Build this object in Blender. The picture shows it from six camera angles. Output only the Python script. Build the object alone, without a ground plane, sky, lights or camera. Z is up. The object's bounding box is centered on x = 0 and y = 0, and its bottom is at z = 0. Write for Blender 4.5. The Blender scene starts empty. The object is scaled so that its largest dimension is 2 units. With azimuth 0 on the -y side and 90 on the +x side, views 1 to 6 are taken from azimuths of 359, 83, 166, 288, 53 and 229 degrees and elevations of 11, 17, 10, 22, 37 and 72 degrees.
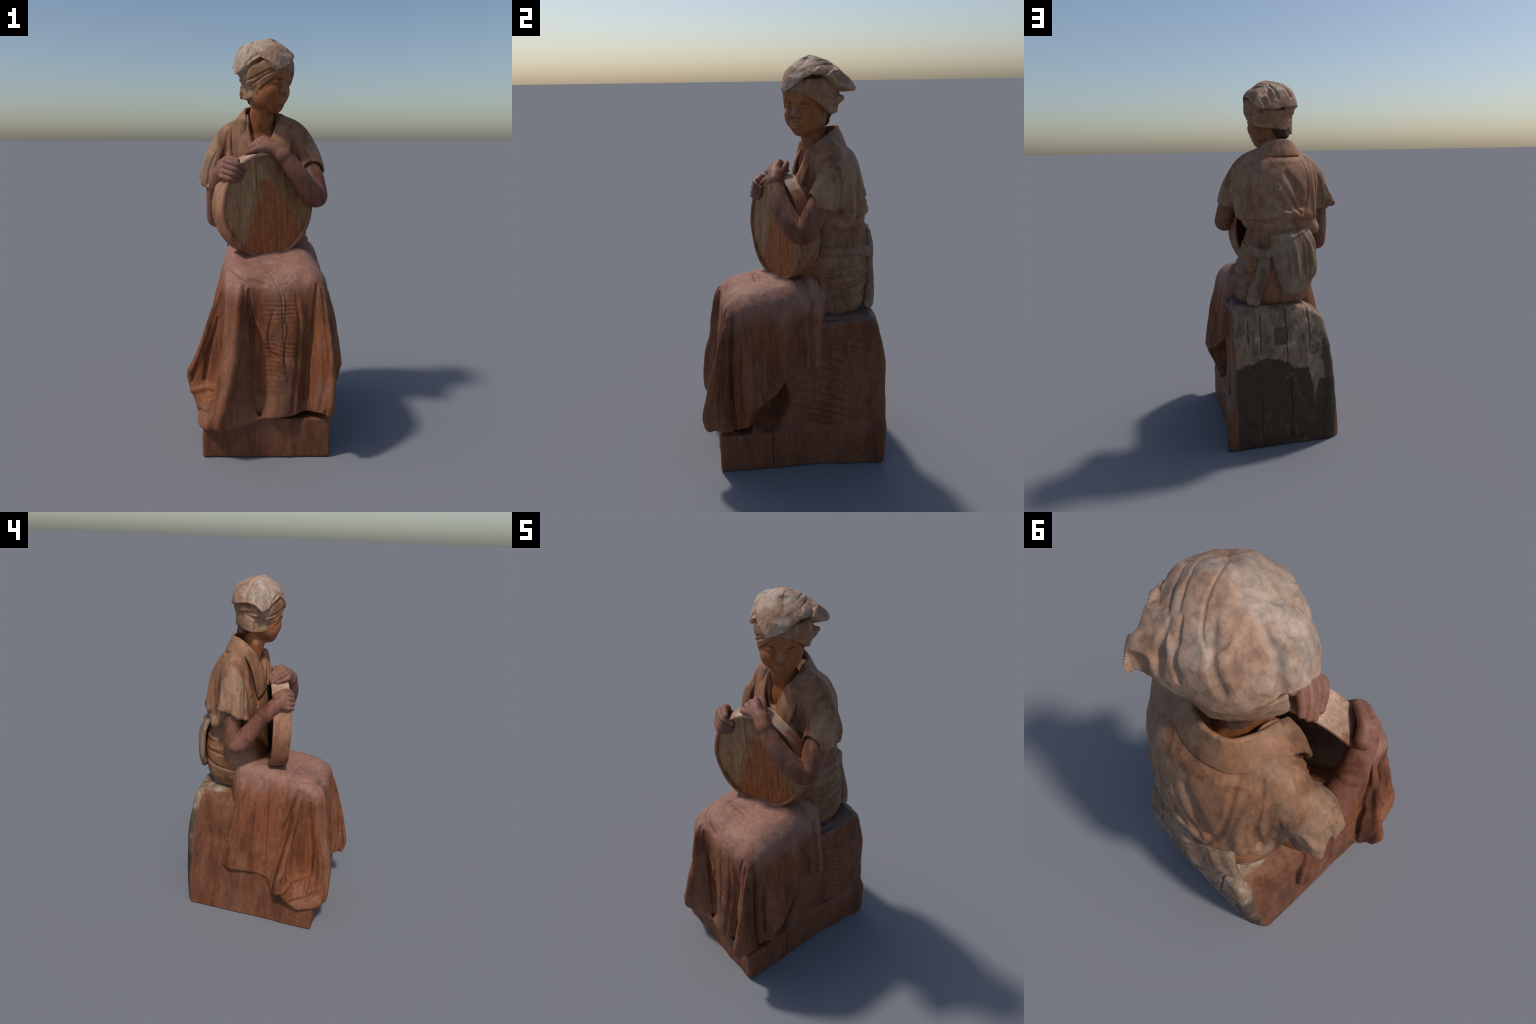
# A carved wooden statue: a seated woman in a headscarf holding a round tray upright on her lap.
# Every part is modelled as a smooth implicit solid (lofts, tapered strands, sheets, ellipsoids,
# chisel cuts), polygonised with surface nets and finished with procedural wood materials.
import bpy, math
import numpy as np

f32 = np.float32
rng = np.random.default_rng(7)

# ------------------------------------------------------------------ small maths
def V(*p):
    return np.array(p, float)

def spline(pts, n):
    """Catmull-Rom through open control points of any width, n samples."""
    p = np.array(pts, float)
    if len(p) == 2:
        t = np.linspace(0, 1, n)[:, None]
        return p[0] * (1 - t) + p[1] * t
    q = np.vstack([2 * p[0] - p[1], p, 2 * p[-1] - p[-2]])
    u = np.linspace(0, len(p) - 1 - 1e-9, n)
    i = u.astype(int); t = (u - i)[:, None]
    a, b, c, d = q[i], q[i + 1], q[i + 2], q[i + 3]
    return .5 * (2 * b + (c - a) * t + (2 * a - 5 * b + 4 * c - d) * t ** 2 + (3 * b - a - 3 * c + d) * t ** 3)

def closed_spline(pts, n):
    p = np.array(pts, float); m = len(p)
    u = np.arange(n) * m / n
    i = u.astype(int); t = (u - i)[:, None]
    a, b, c, d = p[(i - 1) % m], p[i % m], p[(i + 1) % m], p[(i + 2) % m]
    return .5 * (2 * b + (c - a) * t + (2 * a - 5 * b + 4 * c - d) * t ** 2 + (3 * b - a - 3 * c + d) * t ** 3)

def smin(a, b, k):
    if k <= 0: return np.minimum(a, b)
    h = np.maximum(k - np.abs(a - b), 0) / k
    return np.minimum(a, b) - h * h * k * .25

def smax(a, b, k):
    return -smin(-a, -b, k)

def sstep(a, b, x):
    t = np.clip((x - a) / (b - a), 0, 1)
    return t * t * (3 - 2 * t)

def hash3(i, j, k, seed):
    n = (i * 374761393 + j * 668265263 + k * 2147483647 + seed * 1442695041) & 0xffffffff
    n = ((n ^ (n >> 13)) * 1274126177) & 0xffffffff
    n = ((n ^ (n >> 16)) * 2246822519) & 0xffffffff
    return ((n >> 8) & 0xffff) / 32767.5 - 1.0

def noise(p, scale, seed=0):
    """Smooth value noise in -1..1, p is (n,3), scale may be anisotropic (cycles per metre)."""
    q = p * np.array(scale, float) + 1000.0
    i = np.floor(q).astype(np.int64); f = q - i
    f = f * f * f * (f * (f * 6 - 15) + 10)
    out = 0
    for dx in (0, 1):
        for dy in (0, 1):
            for dz in (0, 1):
                w = (f[:, 0] if dx else 1 - f[:, 0]) * (f[:, 1] if dy else 1 - f[:, 1]) * (f[:, 2] if dz else 1 - f[:, 2])
                out = out + w * hash3(i[:, 0] + dx, i[:, 1] + dy, i[:, 2] + dz, seed)
    return out

# ------------------------------------------------------------------ solids
class Solid:
    def __init__(s, lo, hi, h):
        s.lo, s.h = np.array(lo, float), h
        s.n = np.ceil((np.array(hi, float) - s.lo) / h).astype(int) + 1
        s.ax = [(s.lo[a] + h * np.arange(s.n[a])).astype(f32) for a in range(3)]
        s.d = np.full(s.n, 1.0, f32)

    def box(s, lo, hi):
        sl = []
        for a in range(3):
            i0 = max(0, int(math.floor((lo[a] - s.lo[a]) / s.h)))
            i1 = min(s.n[a], int(math.ceil((hi[a] - s.lo[a]) / s.h)) + 1)
            if i1 <= i0: return None
            sl.append(slice(i0, i1))
        return tuple(sl)

    def grid(s, sl=(slice(None),) * 3):
        return s.ax[0][sl[0]][:, None, None], s.ax[1][sl[1]][None, :, None], s.ax[2][sl[2]][None, None, :]

    def put(s, fn, lo, hi, k=0, op='add'):
        m = k + 3 * s.h
        sl = s.box(np.array(lo) - m, np.array(hi) + m)
        if sl is None: return
        e = fn(*s.grid(sl)).astype(f32)
        if op == 'add': s.d[sl] = smin(s.d[sl], e, k)
        elif op == 'cut': s.d[sl] = smax(s.d[sl], -e, k)
        else: s.d[sl] = smax(s.d[sl], e, k)

    def everywhere(s, fn, k=0, op='clip'):
        e = fn(*s.grid()).astype(f32)
        s.d = smax(s.d, e, k) if op == 'clip' else smin(s.d, e, k)

    def segment(s, a, b, ra, rb, k=0, op='add', pad=0):
        a, b = np.array(a, float), np.array(b, float)
        ab = b - a; L = max(float(ab @ ab), 1e-12)
        def fn(x, y, z):
            px, py, pz = x - f32(a[0]), y - f32(a[1]), z - f32(a[2])
            t = np.clip((px * f32(ab[0]) + py * f32(ab[1]) + pz * f32(ab[2])) * f32(1 / L), 0, 1)
            return np.sqrt((px - t * f32(ab[0])) ** 2 + (py - t * f32(ab[1])) ** 2 + (pz - t * f32(ab[2])) ** 2) - (f32(ra) + f32(rb - ra) * t)
        r = max(ra, rb)
        s.put(fn, np.minimum(a, b) - r - pad, np.maximum(a, b) + r + pad, k, op)

    def sub(s, lo, hi):
        sl = s.box(lo, hi)
        if sl is None: return None, None
        t = Solid.__new__(Solid)
        t.ax = [s.ax[a][sl[a]] for a in range(3)]; t.n = np.array([len(a) for a in t.ax])
        t.lo = np.array([a[0] for a in t.ax], float); t.h = s.h
        t.d = np.full(t.n, 1.0, f32)
        return t, sl

    def blend(s, sl, d, k, op):
        s.d[sl] = smin(s.d[sl], d, k) if op == 'add' else smax(s.d[sl], -d, k)

    def strand(s, pts, k=0, op='add', n=None):
        """A spline of (x,y,z,r): tapered tube, joined hard within itself, blended with the solid."""
        q = spline(pts, n or max(2, 9 * (len(pts) - 1) + 1)) if len(pts) > 2 else np.array(pts, float)
        r = q[:, 3].max() + k + 3 * s.h
        t, sl = s.sub(q[:, :3].min(0) - r, q[:, :3].max(0) + r)
        if t is None: return
        for u, v in zip(q[:-1], q[1:]):
            t.segment(u[:3], v[:3], max(u[3], 1e-4), max(v[3], 1e-4), 0, pad=k + 3 * s.h)
        s.blend(sl, t.d, k, op)

    def sample(s, p):
        u = np.clip((p - s.lo) / s.h, 0, s.n - 1.001)
        i = u.astype(int); t = u - i; out = 0
        for dx in (0, 1):
            for dy in (0, 1):
                for dz in (0, 1):
                    w = (t[:, 0] if dx else 1 - t[:, 0]) * (t[:, 1] if dy else 1 - t[:, 1]) * (t[:, 2] if dz else 1 - t[:, 2])
                    out = out + w * s.d[i[:, 0] + dx, i[:, 1] + dy, i[:, 2] + dz]
        return out

    def snap(s, q, lift):
        """Slide points onto the surface, then lift them by `lift` along its normal."""
        p = q.copy(); e = 2 * s.h
        for _ in range(8):
            g = np.stack([(s.sample(p + e * a) - s.sample(p - e * a)) / (2 * e) for a in np.eye(3)], 1)
            m = np.maximum((g ** 2).sum(1), .05)
            st = (s.sample(p) / m)[:, None] * g
            L = np.linalg.norm(st, axis=1)[:, None]
            p = p - st * np.minimum(1, .02 / np.maximum(L, 1e-9))
        g = g / np.maximum(np.linalg.norm(g, axis=1), 1e-6)[:, None]
        return p + g * lift[:, None]

    def crease(s, pts, k, op, lift):
        q = spline(pts, 10 * (len(pts) - 1) + 1)
        r = np.maximum(q[:, 3], 3e-4)
        p = s.snap(q[:, :3], r * lift)
        for _ in range(2):
            p[1:-1] = .5 * p[1:-1] + .25 * (p[:-2] + p[2:])
        s.strand(np.c_[p, r], k, op, len(p))

    def groove(s, pts, k=.008, lift=.15):
        """A furrow that follows the surface; radii give its half width."""
        s.crease(pts, k, 'cut', lift)

    def slot(s, pts, k=.006, depth=3.0):
        """A narrow furrow `depth` radii deep, as between two hanging folds."""
        q = spline(pts, 10 * (len(pts) - 1) + 1)
        r = np.maximum(q[:, 3], 3e-4)
        p0 = s.snap(q[:, :3], r * 0); p1 = s.snap(q[:, :3], r)
        n = (p1 - p0) / r[:, None]
        for i in range(2):
            p0[1:-1] = .5 * p0[1:-1] + .25 * (p0[:-2] + p0[2:]); n[1:-1] = .5 * n[1:-1] + .25 * (n[:-2] + n[2:])
        for l in np.arange(.4, -(depth - 1) - .01, -.7):
            s.strand(np.c_[p0 + n * (r * l)[:, None], r * (1 - .12 * (.4 - l))], k, 'cut', len(p0))

    def ridge(s, pts, k=.012, lift=-.35):
        s.crease(pts, k, 'add', lift)

    def ellipsoid(s, c, r, axes=None, k=0, op='add'):
        c, r = np.array(c, float), np.array(r, float)
        A = np.eye(3) if axes is None else np.array(axes, float)
        def fn(x, y, z):
            px, py, pz = x - c[0], y - c[1], z - c[2]
            q = [px * A[i][0] + py * A[i][1] + pz * A[i][2] for i in range(3)]
            k0 = np.sqrt(sum((q[i] / r[i]) ** 2 for i in range(3)))
            k1 = np.sqrt(sum((q[i] / r[i] ** 2) ** 2 for i in range(3)))
            return k0 * (k0 - 1) / np.maximum(k1, 1e-6)
        ext = np.sqrt(((A * r[:, None]) ** 2).sum(0))
        s.put(fn, c - ext, c + ext, k, op)

    def sheet(s, rows, r, k=0, n=120, m=5):
        """A cloth sheet of thickness 2r: rows are polylines across, splined along."""
        rows = np.array(rows, float)
        grid = np.stack([spline(rows[:, j], n) for j in range(rows.shape[1])], 1)
        P = grid.reshape(-1, 3); pad = r + k + 4 * s.h
        t, sl = s.sub(P.min(0) - pad, P.max(0) + pad)
        for i in range(n):
            across = spline(grid[i], m)
            for u, v in zip(across[:-1], across[1:]):
                t.segment(u, v, r, r, 0, pad=k + 3 * s.h)
        s.blend(sl, t.d, k, 'add')

    def loft(s, levels, npts=60, k=0, op='add', step=2):
        """Closed outlines (x,y) at heights z, splined around and along z."""
        zs = np.array([l[0] for l in levels], float)
        rings = np.array([closed_spline(l[1], npts) for l in levels])
        cx, cy, cz = s.ax[0][::step], s.ax[1][::step], s.ax[2][::step]
        out = np.zeros((len(cx), len(cy), len(cz)), f32)
        zq = np.clip(np.interp(cz, zs, np.arange(len(zs))), 0, len(zs) - 1.0001)
        q = np.concatenate([2 * rings[:1] - rings[1:2], rings, 2 * rings[-1:] - rings[-2:-1]])
        X, Y = np.meshgrid(cx, cy, indexing='ij'); X = X.ravel()[:, None]; Y = Y.ravel()[:, None]
        for j, u in enumerate(zq):
            i = int(u); t = u - i
            a, b, c, d = q[i], q[i + 1], q[i + 2], q[i + 3]
            P = (.5 * (2 * b + (c - a) * t + (2 * a - 5 * b + 4 * c - d) * t ** 2 + (3 * b - a - 3 * c + d) * t ** 3)).astype(f32)
            Q = np.roll(P, -1, 0); E = Q - P
            wx, wy = X - P[:, 0], Y - P[:, 1]
            tt = np.clip((wx * E[:, 0] + wy * E[:, 1]) / np.maximum((E ** 2).sum(1), 1e-12), 0, 1)
            dd = np.sqrt(((wx - tt * E[:, 0]) ** 2 + (wy - tt * E[:, 1]) ** 2).min(1))
            up = P[:, 1] <= Y; dn = Q[:, 1] > Y
            cr = E[:, 0] * wy - E[:, 1] * wx
            w = (up & dn & (cr > 0)).sum(1) - ((~up) & (~dn) & (cr < 0)).sum(1)
            out[:, :, j] = np.where(w != 0, -dd, dd).reshape(len(cx), len(cy))
        for a in range(3):
            n = s.n[a]; u = np.minimum(np.arange(n) / step, out.shape[a] - 1)
            i = np.minimum(u.astype(int), out.shape[a] - 2); t = (u - i).astype(f32)
            sh = [1, 1, 1]; sh[a] = n
            out = np.take(out, i, a) * (1 - t.reshape(sh)) + np.take(out, i + 1, a) * t.reshape(sh)
        if op == 'add': s.d = smin(s.d, out, k)
        else: s.d = smax(s.d, out, k)

    def mesh(s, relax=2):
        d = np.pad(s.d, 1, constant_values=1.0)
        n = np.array(d.shape); sgn = d < 0
        keys, pos, quads = [], [], []
        lin = lambda i: (i[:, 0] * n[1] + i[:, 1]) * n[2] + i[:, 2]
        for a in range(3):
            lo = [slice(None)] * 3; hi = [slice(None)] * 3
            lo[a] = slice(0, -1); hi[a] = slice(1, None)
            idx = np.argwhere(sgn[tuple(lo)] != sgn[tuple(hi)])
            j = idx.copy(); j[:, a] += 1
            d0, d1 = d[tuple(idx.T)], d[tuple(j.T)]
            p = idx.astype(float); p[:, a] += d0 / (d0 - d1)
            b, c = (a + 1) % 3, (a + 2) % 3
            cells = []
            for ob, oc in ((0, 0), (-1, 0), (-1, -1), (0, -1)):
                q = idx.copy(); q[:, b] += ob; q[:, c] += oc
                cells.append(lin(q)); keys.append(cells[-1]); pos.append(p)
            cells = np.stack(cells, 1)
            flip = d0 > 0
            cells[flip] = cells[flip][:, ::-1]
            quads.append(cells)
        keys = np.concatenate(keys); pos = np.concatenate(pos)
        uniq, inv = np.unique(keys, return_inverse=True)
        cnt = np.bincount(inv)
        v = np.stack([np.bincount(inv, pos[:, c]) / cnt for c in range(3)], 1)
        fcs = np.searchsorted(uniq, np.concatenate(quads))
        v = (v - 1) * s.h + s.lo
        e = np.concatenate([fcs[:, [0, 1]], fcs[:, [1, 2]], fcs[:, [2, 3]], fcs[:, [3, 0]]])
        deg = np.bincount(e[:, 0], minlength=len(v)) + np.bincount(e[:, 1], minlength=len(v))
        def lap(v):
            t = np.zeros_like(v)
            for c in range(3):
                t[:, c] = np.bincount(e[:, 0], v[e[:, 1], c], len(v)) + np.bincount(e[:, 1], v[e[:, 0], c], len(v))
            return t / deg[:, None] - v
        for _ in range(relax):
            v = v + .55 * lap(v)
            v = v - .57 * lap(v)
        return v, fcs

def normals(v, f):
    a = np.cross(v[f[:, 2]] - v[f[:, 0]], v[f[:, 3]] - v[f[:, 1]])
    n = np.zeros_like(v)
    for c in range(3):
        for j in range(4):
            n[:, c] += np.bincount(f[:, j], a[:, c], len(v))
    return n / np.maximum(np.linalg.norm(n, axis=1), 1e-12)[:, None]

# ------------------------------------------------------------------ scene helpers
def make_object(name, v, f, mat, parent, vn=None):
    me = bpy.data.meshes.new(name)
    me.vertices.add(len(v)); me.vertices.foreach_set('co', v.astype(f32).ravel())
    me.loops.add(f.size); me.loops.foreach_set('vertex_index', f.astype(np.int32).ravel())
    me.polygons.add(len(f)); me.polygons.foreach_set('loop_start', np.arange(0, f.size, 4, dtype=np.int32))
    me.update(calc_edges=True); me.validate()
    me.polygons.foreach_set('use_smooth', np.ones(len(me.polygons), bool))
    if vn is not None:
        me.normals_split_custom_set_from_vertices([tuple(x) for x in vn])
    me.materials.append(mat)
    ob = bpy.data.objects.new(name, me)
    bpy.context.scene.collection.objects.link(ob)
    ob.parent = parent
    return ob

def split_object(v, f, label, names, mats, parents):
    """Cut one seamless skin into named regions whose border vertices and normals coincide."""
    vn = normals(v, f); out = {}
    for i, nm in enumerate(names):
        ff = f[label == i]
        if not len(ff): continue
        ids, inv = np.unique(ff, return_inverse=True)
        par = parents[i] if not isinstance(parents[i], int) else out[parents[i]]
        out[i] = make_object(nm, v[ids], inv.reshape(ff.shape), mats[i], par, vn[ids])
    return out

def carve(v, f, terms):
    """Displace along normals: list of functions p -> metres."""
    n = normals(v, f)
    return v + n * sum(t(v) for t in terms)[:, None]

def chisel(scale, amp, seed):
    return lambda p: amp * noise(p, scale, seed)

# ------------------------------------------------------------------ materials
def srgb(r, g, b):
    c = [x / 255 for x in (r, g, b)]
    return tuple(x / 12.92 if x <= .04045 else ((x + .055) / 1.055) ** 2.4 for x in c) + (1,)

class Wood:
    def __init__(s, name, rough=.62):
        s.m = bpy.data.materials.new(name); s.m.use_nodes = True
        s.t = s.m.node_tree; s.t.nodes.clear()
        s.out = s.t.nodes.new('ShaderNodeOutputMaterial')
        s.b = s.t.nodes.new('ShaderNodeBsdfPrincipled')
        s.t.links.new(s.b.outputs[0], s.out.inputs[0])
        s.b.inputs['Roughness'].default_value = rough
        s.b.inputs['Specular IOR Level'].default_value = .25
        s.tc = s.t.nodes.new('ShaderNodeTexCoord')
        s.col = None
    def link(s, a, b): s.t.links.new(a, b)
    def noise(s, scale, size=1.0, detail=5, rough=.6, loc=(0, 0, 0), warp=0.0):
        mp = s.t.nodes.new('ShaderNodeMapping'); mp.inputs['Scale'].default_value = scale; mp.inputs['Location'].default_value = loc
        s.link(s.tc.outputs['Object'], mp.inputs[0])
        n = s.t.nodes.new('ShaderNodeTexNoise'); n.inputs['Scale'].default_value = size
        n.inputs['Detail'].default_value = detail; n.inputs['Roughness'].default_value = rough
        n.inputs['Distortion'].default_value = warp
        s.link(mp.outputs[0], n.inputs[0]); return n.outputs['Fac']
    def ramp(s, fac, lo, hi, a=0.0, b=1.0):
        r = s.t.nodes.new('ShaderNodeMapRange'); r.interpolation_type = 'SMOOTHSTEP'
        s.link(fac, r.inputs[0])
        for i, x in enumerate((lo, hi, a, b)): r.inputs[1 + i].default_value = x
        return r.outputs[0]
    def math(s, op, a, b=None, c=None):
        m = s.t.nodes.new('ShaderNodeMath'); m.operation = op
        for i, x in enumerate((a, b, c)):
            if x is None: continue
            if isinstance(x, (int, float)): m.inputs[i].default_value = x
            else: s.link(x, m.inputs[i])
        return m.outputs[0]
    def pos(s):
        x = s.t.nodes.new('ShaderNodeSeparateXYZ'); s.link(s.tc.outputs['Object'], x.inputs[0]); return x.outputs
    def dist(s, c, scale=(1, 1, 1)):
        """Distance of the surface point to c in stretched space."""
        mp = s.t.nodes.new('ShaderNodeMapping'); mp.inputs['Scale'].default_value = scale
        mp.inputs['Location'].default_value = tuple(-a * b for a, b in zip(c, scale))
        s.link(s.tc.outputs['Object'], mp.inputs[0])
        l = s.t.nodes.new('ShaderNodeVectorMath'); l.operation = 'LENGTH'; s.link(mp.outputs[0], l.inputs[0])
        return l.outputs['Value']
    def base(s, c):
        r = s.t.nodes.new('ShaderNodeRGB'); r.outputs[0].default_value = c; s.col = r.outputs[0]
    def mix(s, fac, c, mode='MIX'):
        m = s.t.nodes.new('ShaderNodeMix'); m.data_type = 'RGBA'; m.blend_type = mode
        if isinstance(fac, (int, float)): m.inputs[0].default_value = fac
        else: s.link(fac, m.inputs[0])
        s.link(s.col, m.inputs[6]); m.inputs[7].default_value = c
        s.col = m.outputs[2]
    def value(s, fac):
        """Scale the colour by a grey factor."""
        m = s.t.nodes.new('ShaderNodeVectorMath'); m.operation = 'SCALE'
        s.link(s.col, m.inputs[0]); s.link(fac, m.inputs['Scale']); s.col = m.outputs[0]
    def done(s, bumps):
        s.link(s.col, s.b.inputs['Base Color'])
        prev = None
        for h, strength, distance in bumps:
            b = s.t.nodes.new('ShaderNodeBump'); b.inputs['Strength'].default_value = strength; b.inputs['Distance'].default_value = distance
            s.link(h, b.inputs['Height'])
            if prev is not None: s.link(prev, b.inputs['Normal'])
            prev = b.outputs[0]
        if prev is not None: s.link(prev, s.b.inputs['Normal'])
        return s.m

def wood(name, main, dark, pale, pale_amt=.5, grain=(14, 14, 1.8), streak=(90, 90, 9), contrast=.20, bump=.35, extra=None, rough=.62):
    w = Wood(name, rough)
    w.base(srgb(*main))
    g = w.noise(grain, 1.0, 6, .62, warp=.6)
    w.mix(w.ramp(g, .42, .66), srgb(*dark))
    p = w.noise((5.5, 5.5, 3.2), 1.0, 5, .62, (3, 1, 7), warp=.5)
    w.mix(w.math('MULTIPLY', w.ramp(p, .44, .60), pale_amt), srgb(*pale))
    if extra: extra(w)
    st = w.noise(streak, 1.0, 4, .65, (1, 5, 2), warp=.3)
    w.value(w.ramp(st, .28, .72, 1 - contrast, 1 + contrast))
    mot = w.noise((38, 38, 26), 1.0, 4, .6, (9, 2, 4))
    w.value(w.ramp(mot, .3, .7, .88, 1.12))
    return w.done([(st, bump, .004), (mot, bump * .8, .004)])

MAIN_SKIRT = (130, 77, 48)
def m_skirt():
    def extra(w):
        x, y, z = w.pos()[0], w.pos()[1], w.pos()[2]
        n = w.noise((9, 9, 5), 1.0, 4, .6, (4, 4, 4))
        # the lap is paler and pinkish, the hanging cloth a warmer brown
        top = w.ramp(w.math('ADD', z, w.math('MULTIPLY', w.math('SUBTRACT', n, .5), .22)), .76, .92)
        w.mix(w.math('MULTIPLY', top, .7), srgb(158, 118, 104))
        crack = w.math('ABSOLUTE', w.math('SUBTRACT', w.math('ADD', x, w.math('MULTIPLY', w.noise((6, 1, 14), 1.0, 3), -.05)), .073))
        cm = w.math('MULTIPLY', w.ramp(crack, .0022, .004, 1, 0), w.math('MULTIPLY', w.ramp(y, -.34, -.36), w.math('MULTIPLY', w.ramp(z, .3, .45), w.ramp(z, .84, .86, 1, 0))))
        w.mix(w.math('MULTIPLY', cm, .85), srgb(38, 22, 20))
    return wood('skirt_wood', MAIN_SKIRT, (102, 57, 34), (138, 98, 76), .45, extra=extra, contrast=.13)

MAT = {}
def build_materials():
    MAT['skirt'] = m_skirt()
    MAT['jacket'] = wood('jacket_wood', (150, 105, 76), (112, 76, 53), (158, 128, 103), .6, contrast=.13)
    MAT['hips'] = wood('wrap_wood', (138, 93, 64), (104, 68, 44), (150, 120, 94), .5, contrast=.14)
    MAT['sash'] = wood('sash_wood', (138, 108, 86), (98, 76, 62), (160, 138, 118), .7)
    MAT['scarf'] = wood('scarf_wood', (170, 134, 110), (146, 112, 90), (176, 158, 142), .75, grain=(18, 18, 14), streak=(60, 60, 30))
    def skin_extra(w):
        n = w.noise((60, 60, 60), 1.0, 3)
        nose = w.ramp(w.math('ADD', w.dist((.113, .022, 1.742), (1, 1, .8)), w.math('MULTIPLY', w.math('SUBTRACT', n, .5), .02)), .012, .03, .6, 0)
        w.mix(nose, srgb(140, 104, 90))
        lip = w.ramp(w.dist((.106, .022, 1.694), (1, 1, 1.9)), .020, .034, .35, 0)
        w.mix(lip, srgb(164, 110, 84))
    MAT['band'] = wood('scarf_band_wood', (154, 112, 80), (122, 86, 60), (164, 136, 112), .6, grain=(16, 16, 12), streak=(60, 60, 30), contrast=.14)
    MAT['skin'] = wood('skin_wood', (156, 96, 56), (130, 76, 42), (150, 106, 80), .35, contrast=.10, bump=.12, rough=.55, extra=skin_extra)
    MAT['arm'] = wood('arm_wood', (130, 85, 66), (104, 62, 44), (146, 106, 92), .45, contrast=.12, bump=.18, rough=.55)
    MAT['hair'] = wood('hair_wood', (84, 56, 42), (58, 38, 30), (96, 72, 60), .3)
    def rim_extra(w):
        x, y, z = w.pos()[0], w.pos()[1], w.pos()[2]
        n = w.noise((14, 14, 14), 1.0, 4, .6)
        w.mix(w.math('MULTIPLY', w.ramp(w.math('ADD', z, w.math('MULTIPLY', w.math('SUBTRACT', n, .5), .12)), 1.36, 1.43), .7), srgb(190, 158, 136))  # sunlight on the upper rim painted in as a cream tint
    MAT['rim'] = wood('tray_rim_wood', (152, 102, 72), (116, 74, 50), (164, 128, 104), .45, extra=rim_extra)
    def face_extra(w):
        x, y, z = w.pos()[0], w.pos()[1], w.pos()[2]
        n = w.noise((26, 26, 4), 1.0, 5, .7, (2, 2, 2))
        # orange field, pointed at the top, wide at the bottom
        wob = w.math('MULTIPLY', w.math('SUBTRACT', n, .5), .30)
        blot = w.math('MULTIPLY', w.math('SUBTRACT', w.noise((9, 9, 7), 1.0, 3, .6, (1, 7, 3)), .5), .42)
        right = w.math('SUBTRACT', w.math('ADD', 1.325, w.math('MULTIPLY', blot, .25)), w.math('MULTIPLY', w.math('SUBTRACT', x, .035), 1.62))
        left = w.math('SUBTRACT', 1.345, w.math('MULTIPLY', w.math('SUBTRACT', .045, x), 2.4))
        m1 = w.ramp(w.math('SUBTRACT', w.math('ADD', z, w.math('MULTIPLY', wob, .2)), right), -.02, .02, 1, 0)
        m2 = w.ramp(w.math('SUBTRACT', w.math('ADD', w.math('ADD', z, wob), blot), left), -.04, .04, 1, 0)
        w.mix(w.math('MULTIPLY', w.math('MULTIPLY', m1, m2), .8), srgb(154, 84, 42))
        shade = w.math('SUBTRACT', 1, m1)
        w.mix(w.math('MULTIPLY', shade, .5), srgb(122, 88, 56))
        fleck = w.noise((70, 70, 16), 1.0, 3, .7, (6, 1, 1))
        w.mix(w.ramp(fleck, .58, .72, 0, .6), srgb(180, 130, 92))
        scr = w.noise((12, 12, 90), 1.0, 3, .7, (6, 3, 1))
        w.mix(w.math('MULTIPLY', w.ramp(scr, .60, .70, 0, .6), w.ramp(z, 1.06, 1.0)), srgb(186, 128, 88))
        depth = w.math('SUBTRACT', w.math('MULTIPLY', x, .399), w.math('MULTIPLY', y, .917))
        w.mix(w.ramp(depth, .035, .025, 0, .9), srgb(60, 44, 34))  # back of the plate darkened: occlusion shade of the hollow baked into the colour
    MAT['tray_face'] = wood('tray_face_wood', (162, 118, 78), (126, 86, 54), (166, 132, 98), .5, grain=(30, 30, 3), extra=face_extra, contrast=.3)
    def block_extra(w):
        x, y, z = w.pos()[0], w.pos()[1], w.pos()[2]
        n = w.noise((7, 7, 7), 1.0, 5, .65, (5, 3, 1))
        n2 = w.noise((16, 16, 5), 1.0, 5, .7, (8, 3, 1))
        nn = w.math('MULTIPLY', w.math('SUBTRACT', n, .5), 1.0)
        # raw back of the block: bare grey boards above, tar-dark wood below an arched tide line
        back = w.ramp(w.math('ADD', w.math('ADD', y, w.math('MULTIPLY', z, .10)), w.math('MULTIPLY', nn, .05)), .435, .452)
        top = w.math('MULTIPLY', w.ramp(w.math('ADD', z, w.math('MULTIPLY', nn, .06)), .735, .75), w.ramp(w.math('ADD', y, w.math('MULTIPLY', nn, .2)), .20, .26))
        inner = w.math('MULTIPLY', w.ramp(w.math('ADD', x, w.math('MULTIPLY', nn, .03)), .312, .296), w.ramp(w.math('ADD', w.math('ADD', x, w.math('MULTIPLY', z, -.10)), w.math('MULTIPLY', nn, .04)), -.305, -.285))
        back = w.math('MULTIPLY', back, inner)
        slate = w.math('MULTIPLY', w.ramp(z, .765, .785), w.ramp(x, .02, .08))
        w.mix(w.math('MULTIPLY', slate, .8), srgb(96, 80, 72))
        top = w.math('MULTIPLY', top, w.ramp(x, .06, .0))
        bare = w.math('MAXIMUM', back, top)
        keep = w.col
        w.mix(w.math('MULTIPLY', bare, .95), srgb(140, 114, 90))
        pale2 = w.noise((11, 11, 9), 1.0, 5, .7, (2, 9, 4))
        w.mix(w.math('MULTIPLY', bare, w.ramp(pale2, .52, .62, 0, .8)), srgb(166, 152, 132))
        w.mix(w.math('MULTIPLY', bare, w.ramp(n2, .48, .62, 0, .7)), srgb(88, 74, 60))
        arch = w.math('SUBTRACT', .53, w.math('MULTIPLY', w.math('ABSOLUTE', w.math('SUBTRACT', x, .14)), .42))
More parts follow.
